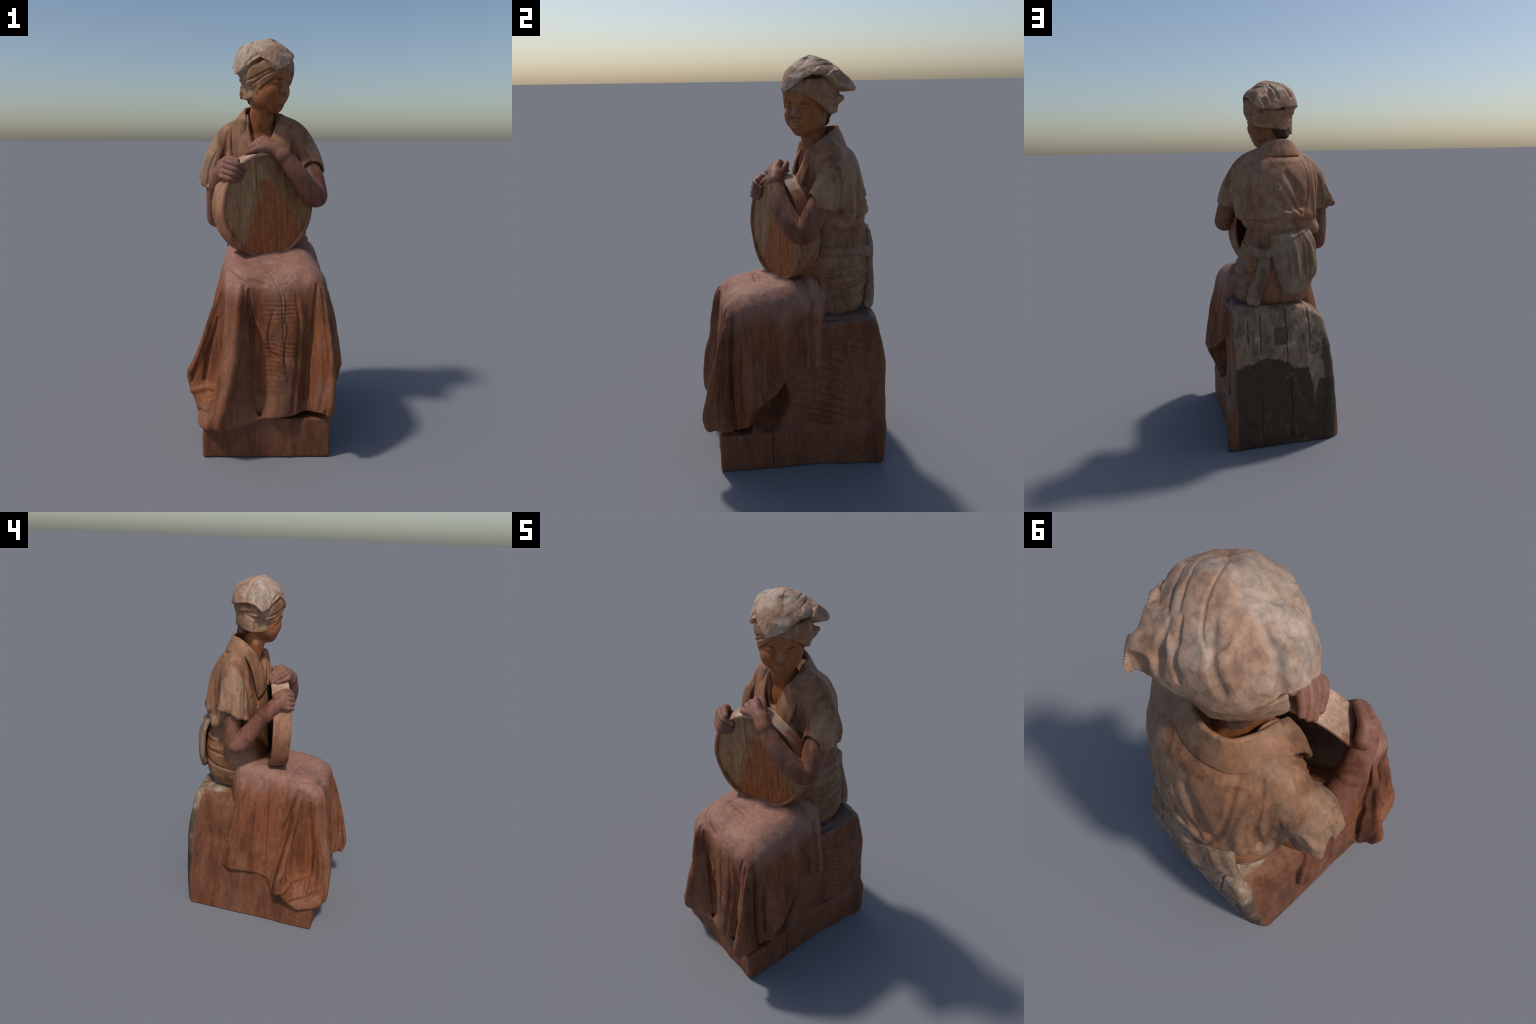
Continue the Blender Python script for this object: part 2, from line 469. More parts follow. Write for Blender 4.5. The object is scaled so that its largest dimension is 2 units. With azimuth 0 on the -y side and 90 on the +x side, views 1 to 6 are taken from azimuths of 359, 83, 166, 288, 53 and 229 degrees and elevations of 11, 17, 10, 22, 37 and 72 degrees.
        drip = w.math('MULTIPLY', w.ramp(w.math('SUBTRACT', w.math('ABSOLUTE', w.math('ADD', w.math('ADD', x, .135), w.math('MULTIPLY', nn, .05))), w.math('MULTIPLY', w.math('SUBTRACT', z, .25), .16)), -.004, .004, 1, 0), w.ramp(z, .24, .27))
        low = w.ramp(w.math('SUBTRACT', w.math('ADD', z, w.math('ADD', w.math('MULTIPLY', nn, .16), w.math('MULTIPLY', w.math('SUBTRACT', n2, .5), .10))), arch), -.012, .012, 1, 0)
        low = w.math('MULTIPLY', low, w.math('SUBTRACT', 1, drip))
        w.mix(w.math('MULTIPLY', w.math('MULTIPLY', back, low), .93), srgb(64, 47, 33))
        w.mix(w.math('MULTIPLY', w.math('MULTIPLY', back, low), w.ramp(n2, .5, .66, 0, .55)), srgb(96, 84, 68))
        col = w.math('MULTIPLY', w.ramp(w.math('ADD', x, w.math('MULTIPLY', nn, .08)), -.165, -.185), w.ramp(w.math('ADD', z, w.math('MULTIPLY', nn, .2)), .66, .58))
        w.mix(w.math('MULTIPLY', w.math('MULTIPLY', back, col), .8), srgb(60, 48, 38))
        for x0, z0, z1 in ((.022, .46, .80), (-.107, .55, .78), (.163, .54, .76), (.228, .60, .73), (-.003, .02, .46), (.165, .04, .30)):
            wig = w.math('MULTIPLY', w.math('SUBTRACT', w.noise((3, 3, 16), 1.0, 3, .6, (x0 * 90, 0, 0)), .5), .03)
            line = w.math('MULTIPLY', w.ramp(w.math('ABSOLUTE', w.math('SUBTRACT', w.math('ADD', x, wig), x0)), .0022, .0042, 1, 0), w.math('MULTIPLY', w.ramp(z, z0 - .01, z0 + .02), w.ramp(z, z1 + .01, z1 - .02)))
            w.mix(w.math('MULTIPLY', w.math('MULTIPLY', line, back), .85), srgb(34, 26, 22))
        patch = w.math('MULTIPLY', w.ramp(w.math('ABSOLUTE', w.math('SUBTRACT', x, .055)), .034, .038, 1, 0), w.ramp(w.math('ABSOLUTE', w.math('SUBTRACT', z, .635)), .044, .05, 1, 0))
        w.mix(w.math('MULTIPLY', w.math('MULTIPLY', patch, back), .75), srgb(70, 58, 44))
        spot = w.ramp(w.dist((.02, .45, .415), (1, .3, 1.4)), .022, .034, 1, 0)
        w.mix(w.math('MULTIPLY', w.math('MULTIPLY', spot, w.ramp(n2, .42, .5)), .8), srgb(168, 142, 92))
    MAT['block'] = wood('block_wood', (120, 73, 49), (96, 57, 38), (132, 92, 70), .35, extra=block_extra, contrast=.14)

build_materials()

root = bpy.data.objects.new('seated_woman_statue', None)
bpy.context.scene.collection.objects.link(root)
root['label'] = 'carved brown wooden statue of a seated woman holding a round tray'
root['category'] = 'wooden statue'

# ------------------------------------------------------------------ the block she sits on
def lerp_table(x, xs, ys):
    return np.interp(x, xs, ys).astype(f32)

def build_block():
    s = Solid((-.36, -.42, -.012), (.37, .50, .86), .0042)
    X, Y, Z = s.grid()
    z = s.ax[2]
    xr = lerp_table(z, [0, .2, .24, .75, .80], [.320, .316, .284, .282, .280])
    xl = lerp_table(z, [0, .1, .3, .42, .55, .64, .70, .76], [-.290, -.286, -.264, -.250, -.232, -.214, -.20, -.175])
    xf = lerp_table(z, [0, .2, .24, .8], [.008, .012, .0, .0])
    yb = lerp_table(z, [0, .06, .25, .45, .55, .66, .75, .80], [.447, .456, .461, .455, .446, .426, .402, .384])
    def body(x, y, zz):
        d = smax(x - xr[None, None, :] - .034 * sstep(.1, .45, y), xl[None, None, :] - x - xf[None, None, :] * sstep(-.1, -.35, y) - .026 * sstep(.42, .25, y) * sstep(.02, .14, y) * sstep(.45, .65, zz), .02)
        d = smax(d, y - yb[None, None, :] - .022 * np.maximum(1 - ((x - .06) / .26) ** 2, -.3) * sstep(.42, .58, zz), .022)
        d = smax(d, -.6 * x + .8 * y - .500, .02)
        d = smax(d, -.382 - y, .016)
        top = .800 - .012 * sstep(.2, .0, x) - .075 * sstep(-.06, -.24, x)
        d = smax(d, zz - top, .03)
        return smax(d, -zz, .006)
    s.d = body(X, Y, Z).astype(f32)
    # the seat mass stands behind the plinth
    def front(x, y, zz):
        return smax(.20 - zz, y + .20, .02)
    s.d = smax(s.d, -np.broadcast_to(smax(.20 - .04 * sstep(-.05, -.2, X) - Z, Y + .22, .015), s.d.shape).astype(f32), .01)
    # hollow behind the hanging cloth
    s.ellipsoid((.32, -.14, .36), (.15, .115, .16), k=.02, op='cut')
    # the seat board, a shallow lip on her left
    def lip(x, y, zz):
        return np.maximum(np.maximum(np.abs(x - .282) - .018, np.abs(zz - .764) - .013), np.maximum(y - .345, -.0 - y))
    s.put(lambda x, y, zz: lip(x, y, zz) - .004, (.255, 0, .74), (.31, .35, .78), .004)
    # slanting gouge rows on the side of the block
    rows = [(.70, .13, .37, -.04), (.672, .14, .37, -.055), (.645, .14, .36, -.06), (.60, .14, .29, -.09), (.565, .14, .28, -.09), (.535, .12, .29, -.09),
            (.50, .05, .28, -.09), (.465, .0, .29, -.10), (.425, -.02, .30, -.10), (.385, -.03, .39, -.15), (.345, -.04, .33, -.12), (.305, -.04, .25, -.09), (.27, .0, .2, -.05)]
    for zz, y0, y1, sl in rows:
        n = 7
        pts = []
        for i in range(n):
            t = i / (n - 1)
            pts.append((.296 + .002 * rng.normal(), y0 + (y1 - y0) * t, zz + sl * t + .004 * rng.normal(), .010 - .005 * abs(2 * t - 1)))
        s.groove(pts, .004)
    # shrinkage cracks down the back and one on the plinth side
    for x0, x1, z0, z1 in ((.03, .015, .80, .46), (-.10, -.115, .77, .55), (.16, .165, .75, .55), (.225, .23, .72, .60), (.005, -.01, .45, .02), (.17, .16, .30, .05)):
        pts = []
        for t in np.linspace(0, 1, 6):
            zz = z0 + (z1 - z0) * t
            pts.append((x0 + (x1 - x0) * t + .003 * rng.normal(), float(np.interp(zz, [0, .06, .25, .45, .55, .66, .75, .80], [.447, .456, .461, .455, .453, .445, .423, .404])) + .001 - .02 * max(0, (abs(x0 - .06) / .26)) ** 2, zz, .0045))
        s.groove(pts, .004)
    s.slot([(.318, -.115, .21, .003), (.320, -.117, .12, .0045), (.322, -.118, .01, .0045)], .002, 3)
    # knot holes and chips on the back
    s.ellipsoid((-.13, .445, .55), (.03, .014, .04), k=.01, op='cut')
    s.ellipsoid((.22, .462, .14), (.012, .012, .015), k=.006, op='cut')
    v, f = s.mesh()
    v = carve(v, f, [chisel((9, 9, 7), .0035, 1), chisel((26, 26, 18), .0016, 2)])
    v[:, 2] = np.maximum(v[:, 2], 0)
    make_object('seat_block', v, f, MAT['block'], root)

# ------------------------------------------------------------------ the skirt
def hem_height(ang, keys, c):
    a = np.array([math.atan2(y - c[1], x - c[0]) for x, y, _ in keys])
    a = np.mod(a + math.pi * .5 + math.pi, 2 * math.pi)
    z = np.array([k[2] for k in keys]); o = np.argsort(a)
    return np.interp(np.mod(ang + math.pi * 1.5, 2 * math.pi), a[o], z[o], period=2 * math.pi)

def build_skirt():
    s = Solid((-.43, -.50, .10), (.43, .30, 1.04), .0038)
    # outlines: roll fold, side panel, corner drape, valley, centre, valley, shin drape, flap, side panel, back
    s.loft([
        (.13, [(.32, .1), (.33, 0), (.34, -.19), (.33, -.26), (.31, -.35), (.30, -.40), (.26, -.40), (.19, -.385), (.14, -.395), (.06, -.40), (-.01, -.39), (-.10, -.41), (-.17, -.43), (-.255, -.425), (-.312, -.385), (-.332, -.29), (-.33, -.2), (-.31, -.11), (-.295, -.01), (-.288, .19), (0, .2)]),
        (.20, [(.33, .1), (.335, 0), (.34, -.20), (.305, -.27), (.308, -.35), (.305, -.425), (.265, -.415), (.195, -.380), (.14, -.40), (.06, -.41), (-.01, -.395), (-.10, -.42), (-.17, -.44), (-.255, -.435), (-.292, -.385), (-.305, -.30), (-.34, -.2), (-.31, -.11), (-.290, -.01), (-.286, .19), (0, .2)]),
        (.30, [(.33, .1), (.300, 0), (.352, -.215), (.305, -.275), (.316, -.35), (.315, -.452), (.265, -.415), (.202, -.362), (.145, -.40), (.06, -.40), (-.02, -.350), (-.10, -.41), (-.155, -.44), (-.222, -.42), (-.228, -.34), (-.252, -.25), (-.380, -.188), (-.298, -.13), (-.275, -.02), (-.285, .19), (0, .2)]),
        (.36, [(.33, .12), (.297, 0), (.376, -.222), (.305, -.28), (.316, -.345), (.316, -.446), (.262, -.405), (.206, -.352), (.15, -.39), (.06, -.395), (-.02, -.345), (-.098, -.405), (-.15, -.433), (-.215, -.41), (-.212, -.33), (-.228, -.238), (-.384, -.188), (-.288, -.14), (-.265, -.03), (-.280, .185), (0, .2)]),
        (.42, [(.33, .12), (.295, -.01), (.380, -.225), (.306, -.285), (.316, -.345), (.317, -.43), (.260, -.40), (.21, -.345), (.155, -.385), (.06, -.39), (-.02, -.342), (-.095, -.402), (-.145, -.428), (-.21, -.402), (-.206, -.322), (-.22, -.235), (-.354, -.196), (-.275, -.15), (-.26, -.03), (-.273, .18), (0, .2)]),
        (.55, [(.325, .12), (.292, -.01), (.358, -.22), (.308, -.288), (.312, -.335), (.308, -.405), (.255, -.385), (.215, -.338), (.155, -.372), (.06, -.375), (-.03, -.340), (-.085, -.382), (-.125, -.402), (-.183, -.37), (-.196, -.31), (-.212, -.25), (-.298, -.215), (-.242, -.17), (-.252, -.04), (-.258, .16), (0, .2)]),
        (.70, [(.312, .12), (.308, 0), (.332, -.20), (.312, -.275), (.308, -.31), (.298, -.36), (.255, -.36), (.218, -.335), (.16, -.36), (.05, -.365), (-.04, -.345), (-.085, -.37), (-.12, -.382), (-.17, -.36), (-.187, -.30), (-.198, -.26), (-.245, -.232), (-.225, -.19), (-.232, -.06), (-.236, .14), (0, .2)]),
        (.85, [(.285, .13), (.290, .0), (.295, -.1), (.296, -.2), (.288, -.265), (.265, -.315), (.23, -.332), (.18, -.335), (.12, -.335), (.03, -.34), (-.03, -.34), (-.08, -.348), (-.12, -.352), (-.165, -.335), (-.182, -.29), (-.19, -.25), (-.195, -.2), (-.195, -.1), (-.195, 0), (-.195, .15), (0, .25)]),
        (.97, [(.19, .18), (.22, .02), (.225, -.08), (.22, -.14), (.21, -.19), (.19, -.24), (.16, -.26), (.12, -.27), (.08, -.275), (.02, -.275), (-.03, -.275), (-.07, -.275), (-.10, -.27), (-.13, -.25), (-.15, -.21), (-.16, -.17), (-.17, -.12), (-.175, -.06), (-.18, .0), (-.18, .16), (0, .22)]),
    ], npts=96)
    X, Y, Z = s.grid()
    # top of the lap, sinking a little between the knees
    yt = np.interp(s.ax[1], [-.45, -.38, -.3, -.2, -.1, .05, .2, .3], [.80, .86, .905, .925, .936, .962, .98, .98]).astype(f32)[None, :, None] + .012 * sstep(.08, .18, X) * sstep(.05, -.1, Y)
    yt = yt - .014 * sstep(.02, -.12, X) * sstep(0, -.2, Y)
    dip = .018 * np.exp(-((X - .03) / .06) ** 2) * sstep(-.12, -.3, Y) + .012 * np.exp(-((X - .02) / .10) ** 2 - ((Y + .17) / .05) ** 2)
    s.d = smax(s.d, (Z - yt + dip).astype(f32), .07)
    # hem line all round
    keys = [(.34, .13, .56), (.34, .073, .547), (.34, -.039, .477), (.34, -.107, .42), (.385, -.228, .365), (.36, -.265, .245), (.34, -.31, .225), (.33, -.39, .215),
            (.31, -.45, .235), (.17, -.42, .22), (.09, -.42, .215), (.0, -.42, .2), (-.09, -.43, .175), (-.18, -.45, .16), (-.29, -.41, .158), (-.33, -.29, .135),
            (-.345, -.235, .18), (-.36, -.2, .225), (-.36, -.15, .215), (-.32, -.095, .288), (-.3, 0, .298), (-.28, .1, .302), (-.273, .2, .305), (-.1, .3, .55), (.2, .3, .56)]
    c = (0., -.05)
    xx, yy = np.meshgrid(s.ax[0], s.ax[1], indexing='ij')
    hem = hem_height(np.arctan2(yy - c[1], xx - c[0]), keys, c).astype(f32)[:, :, None]
    s.d = smax(s.d, hem - Z, .016)
    # hanging folds
    s.strand([(.185, .09, .972, .022), (.245, .10, .945, .024), (.277, .104, .85, .025), (.300, .102, .70, .026), (.315, .095, .572, .027)], .008)
    for pts, k in [
        ([(.27, -.315, .82, .008), (.295, -.37, .66, .014), (.315, -.42, .5, .018), (.31, -.44, .33, .022), (.30, -.43, .24, .018)], .012),
        ([(-.11, -.345, .84, .008), (-.125, -.38, .7, .016), (-.15, -.42, .45, .024), (-.19, -.43, .28, .026), (-.215, -.42, .19, .018)], .016),
        ([(-.08, -.34, .83, .006), (-.045, -.36, .70, .016), (.0, -.38, .58, .020), (.045, -.39, .53, .010)], .010),
        ([(-.20, -.25, .82, .006), (-.245, -.23, .68, .012), (-.30, -.21, .5, .016), (-.355, -.18, .33, .018), (-.355, -.165, .24, .012)], .008),
        ([(-.37, -.17, .25, .008), (-.33, -.24, .285, .011), (-.28, -.30, .33, .009), (-.25, -.34, .34, .004)], .016),
        ([(-.19, .11, .86, .006), (-.23, .125, .7, .010), (-.255, .165, .45, .012), (-.268, .185, .325, .012)], .008),
        ([(-.20, .0, .86, .006), (-.235, .01, .6, .014), (-.275, .02, .32, .016)], .018),
        ([(.31, -.22, .78, .006), (.345, -.22, .56, .016), (.375, -.215, .41, .016)], .014),
        ([(.31, -.05, .85, .006), (.345, -.04, .62, .014), (.352, -.04, .50, .012)], .016),
        ([(-.17, -.33, .78, .006), (-.21, -.36, .62, .012), (-.245, -.40, .42, .016), (-.27, -.40, .26, .014)], .014),
    ]: s.ridge(pts, k)
    for pts, k, *lift in [
                ([(-.07, -.35, .82, .004), (-.06, -.35, .68, .014), (-.035, -.36, .48, .012), (-.025, -.37, .20, .012)], .012, .3),
        ([(.275, -.33, .80, .004), (.30, -.35, .62, .008), (.318, -.37, .45, .010), (.318, -.385, .3, .006)], .008, -0.2),
        ([(.315, .066, .90, .006), (.350, .064, .7, .011), (.356, .062, .53, .011)], .004, -0.4),
        ([(-.198, -.225, .86, .005), (-.235, -.18, .62, .014), (-.28, -.14, .42, .016), (-.31, -.11, .25, .018)], .006, 0.0),
        ([(-.20, -.30, .76, .005), (-.235, -.32, .58, .016), (-.245, -.33, .42, .016), (-.255, -.33, .30, .016), (-.29, -.33, .24, .010)], .010, 0.0),
        ([(-.225, -.265, .66, .004), (-.275, -.25, .47, .012), (-.30, -.25, .34, .014)], .008, 0.0),
        ([(-.275, -.24, .55, .003), (-.325, -.225, .42, .008), (-.36, -.21, .31, .008)], .006),
        ([(-.2, -.05, .88, .004), (-.235, -.055, .65, .013), (-.27, -.06, .42, .008)], .010),
        ([(-.2, .06, .80, .004), (-.24, .075, .55, .010), (-.272, .085, .36, .005)], .010),
        ([(.32, -.12, .80, .004), (.352, -.125, .60, .012), (.37, -.12, .43, .010)], .012, 0.0),
        ([(.30, .02, .90, .003), (.34, .015, .72, .008), (.355, .01, .52, .010)], .010, 0.0),
        ([(.30, -.17, .82, .003), (.345, -.17, .65, .010), (.37, -.165, .44, .010)], .010, 0.0),
        ([(.02, -.27, .92, .002), (.05, -.335, .87, .0035), (.078, -.35, .80, .005), (.088, -.372, .70, .005), (.095, -.39, .5, .0045), (.10, -.40, .36, .002)], .002),
        ([(.03, -.30, .90, .002), (.09, -.345, .85, .0035), (.14, -.31, .885, .002)], .003),
        ([(-.25, -.42, .30, .006), (-.30, -.36, .235, .016), (-.335, -.26, .185, .012)], .008),
        ([(-.08, -.17, .945, .008), (.0, -.16, .93, .016), (.05, -.17, .93, .006)], .012),
        ([(-.16, -.24, .92, .003), (-.09, -.32, .88, .012), (.0, -.345, .855, .010)], .014),
        ([(.05, -.36, .74, .003), (.02, -.37, .64, .007), (.03, -.385, .53, .007), (.07, -.385, .50, .003)], .006),
        ([(.15, -.36, .80, .003), (.17, -.375, .62, .009), (.15, -.39, .40, .010), (.135, -.40, .24, .006)], .012),
        ([(.26, -.40, .60, .003), (.265, -.43, .42, .010), (.245, -.43, .25, .010)], .010),
        ([(-.11, -.41, .50, .003), (-.13, -.44, .36, .008), (-.15, -.44, .2, .008)], .010),
    ]: s.groove(pts, k, *lift)
    # the deep furrows beside the knees
    s.slot([(.294, -.300, .83, .003), (.308, -.312, .70, .009), (.306, -.318, .52, .012), (.304, -.312, .34, .014), (.302, -.300, .20, .014)], .006, 2.6)
    s.slot([(.318, -.262, .66, .002), (.318, -.268, .54, .007), (.318, -.262, .42, .009), (.312, -.255, .34, .008)], .006, 2.0)
    s.slot([(.268, -.33, .82, .003), (.285, -.365, .66, .008), (.300, -.40, .48, .010), (.300, -.42, .32, .008), (.295, -.43, .22, .004)], .008, 1.6)
    s.slot([(.246, -.335, .85, .003), (.232, -.345, .70, .010), (.213, -.34, .50, .010), (.20, -.36, .30, .008)], .010, 1.8)
    s.slot([(-.072, -.35, .82, .003), (-.058, -.35, .68, .009), (-.036, -.365, .50, .010), (-.026, -.385, .30, .008)], .010, 1.8)
    s.slot([(-.198, -.228, .85, .003), (-.228, -.185, .66, .008), (-.262, -.155, .46, .010), (-.292, -.13, .30, .010)], .006, 2.0)
    s.slot([(-.185, -.30, .78, .003), (-.200, -.30, .60, .008), (-.212, -.31, .44, .010), (-.23, -.325, .32, .006)], .008, 2.0)
    v, f = s.mesh()
    # saw-like ripples on the cloth stretched between the shins
    def ripple(p):
        m = sstep(-.33, -.37, p[:, 1]) * sstep(-.06, .03, p[:, 0]) * sstep(.26, .2, p[:, 0]) * sstep(.90, .84, p[:, 2]) * sstep(.2, .3, p[:, 2])
        ph = p[:, 2] * 290 + 5.5 * noise(p, (7, 7, 9), 31) + 16 * (p[:, 0] - .09) * noise(p, (4, 4, 5), 35)
        patch = np.clip(.35 + 1.1 * noise(p, (9, 9, 11), 33), 0, 1)
        return .0010 * m * patch * np.sin(ph) - .0016 * m * np.clip(noise(p, (13, 13, 55), 37) - .25, 0, 1)
    v = carve(v, f, [chisel((7, 7, 4), .004, 11), chisel((22, 22, 9), .0026, 12), chisel((55, 55, 24), .0009, 13), ripple])
    make_object('skirt', v, f, MAT['skirt'], root)

# ------------------------------------------------------------------ hips, the wrapped cloth over the seat
def ring(x0, x1, y0, y1, p=2.5, n=16):
    cx, cy, a, b = (x0 + x1) / 2, (y0 + y1) / 2, (x1 - x0) / 2, (y1 - y0) / 2
    t = np.arange(n) * 2 * math.pi / n
    c, q = np.cos(t), np.sin(t)
    return [(cx + a * math.copysign(abs(u) ** (2 / p), u), cy + b * math.copysign(abs(w) ** (2 / p), w)) for u, w in zip(c, q)]

def build_hips():
    s = Solid((-.27, .0, .72), (.34, .46, 1.26), .0036)
    s.loft([(.755, ring(-.10, .20, .08, .33)), (.79, ring(-.14, .245, .06, .362)), (.85, ring(-.175, .258, .05, .392)), (.95, ring(-.19, .252, .035, .402)), (1.05, ring(-.175, .228, .045, .402)),
            (1.12, ring(-.155, .198, .05, .399)), (1.20, ring(-.15, .175, .06, .39)), (1.26, ring(-.15, .17, .06, .385))])
    X, Y, Z = s.grid()
    s.d = smax(s.d, np.broadcast_to(.765 - Z + .0 * X, s.d.shape).astype(f32), .04)
    # wrapping folds: sweeping from the lap up and back round her left hip, mirrored more faintly on her right
    def wrap(zf, zb, r, side, depth=0.0):
        pts = []
        for t in np.linspace(0, 1, 8):
            a = math.radians(-35 + 120 * t)
            zz = zf + (zb - zf) * t - .02 * math.sin(math.pi * t)
            ax = np.interp(zz, [.79, .85, .95, 1.05, 1.12, 1.2], [.235, .258, .252, .228, .198, .175]) - .035 if side > 0 else np.interp(zz, [.79, .85, .95, 1.05, 1.12, 1.2], [.13, .16, .188, .173, .153, .148]) + .035
            pts.append((.035 + side * (ax + depth) * abs(math.cos(a)) ** .8, .22 + (.178 + depth) * math.copysign(abs(math.sin(a)) ** .8, math.sin(a)), zz, r * (1 - .5 * abs(2 * t - 1))))
        return pts
    for zf, zb, r in ((.99, 1.06, .007), (1.03, 1.09, .006), (.93, 1.005, .009), (.88, .93, .006)):
        s.groove(wrap(zf, zb, r * 1.4, 1, .004), .006)
    for zf, zb, r in ((.98, 1.07, .008), (.90, 1.0, .008)):
        s.groove(wrap(zf, zb, r * 1.4, -1, .004), .006)
    for zf, zb, r in ((1.075, 1.105, .012), (1.115, 1.14, .012), (1.01, 1.05, .012), (.965, 1.03, .012)):
        s.ridge(wrap(zf, zb, r, 1, -.006), .008)
    for zf, zb, r in ((1.08, 1.11, .012), (1.03, 1.06, .01)):
        s.ridge(wrap(zf, zb, r, -1, -.006), .008)
    s.groove([(.25, .10, .955, .004), (.285, .16, .90, .010), (.28, .24, .85, .004)], .016)
    s.groove([(.24, .07, 1.0, .004), (.28, .16, .935, .009), (.26, .26, .90, .004)], .016)
    v, f = s.mesh()
    v = carve(v, f, [chisel((9, 9, 12), .0035, 21), chisel((24, 24, 34), .002, 22)])
    make_object('wrapped_waist_cloth', v, f, MAT['hips'], root)

def build_sash():
    s = Solid((-.22, .30, .77), (.25, .48, 1.27), .003)
    # broad hanging panel, gathered under the blouse and tapering to a rounded end
    s.sheet([[(.080, .392, 1.168), (-.02, .402, 1.176), (-.118, .338, 1.212)], [(.074, .410, 1.10), (-.04, .426, 1.10), (-.150, .372, 1.13)],
             [(.055, .416, 1.0), (-.05, .430, 1.0), (-.158, .380, 1.03)], [(.036, .416, .92), (-.06, .426, .93), (-.155, .382, .96)], [(.012, .406, .868), (-.06, .412, .875), (-.128, .378, .92)]], .014, 0)
    s.ridge([(.075, .41, 1.16, .008), (.055, .42, 1.03, .013), (.02, .42, .90, .010)], .010)
    s.ridge([(-.02, .43, 1.17, .008), (-.045, .435, 1.02, .014), (-.05, .43, .89, .010)], .014)
    s.ridge([(-.10, .40, 1.19, .008), (-.135, .40, 1.06, .014), (-.13, .39, .95, .010)], .014)
    s.ridge([(.09, .40, 1.165, .008), (.0, .425, 1.158, .012), (-.07, .41, 1.185, .011), (-.13, .37, 1.215, .008)], .010)
    # narrow looped tail below the knot
    s.strand([(.118, .390, 1.075, .022), (.145, .394, .98, .021), (.185, .388, .88, .026), (.196, .380, .825, .027)], .004)
    s.strand([(.108, .390, 1.07, .022), (.116, .396, .98, .018), (.145, .396, .89, .022), (.172, .392, .822, .026)], .004)
    s.strand([(.185, .300, 1.12, .014), (.160, .352, 1.10, .020), (.115, .388, 1.082, .024), (.07, .398, 1.09, .020)], .024)
    s.strand([(.195, .300, 1.09, .012), (.165, .355, 1.075, .016), (.12, .390, 1.068, .018)], .020)
    s.groove([(.13, .42, 1.04, .003), (.15, .42, .95, .008), (.175, .42, .86, .010), (.183, .42, .83, .004)], .004)
    for x0, x1, r in ((.02, -.03, .006), (-.09, -.11, .010), (-.12, -.14, .006)):
        s.groove([(x0, .44, 1.13, .003), ((x0 + x1) / 2, .445, 1.0, r * 1.3), (x1, .44, .89, .003)], .010)
    v, f = s.mesh()
    v = carve(v, f, [chisel((14, 14, 7), .003, 23), chisel((40, 40, 14), .0014, 24)])
    make_object('sash', v, f, MAT['sash'], root)

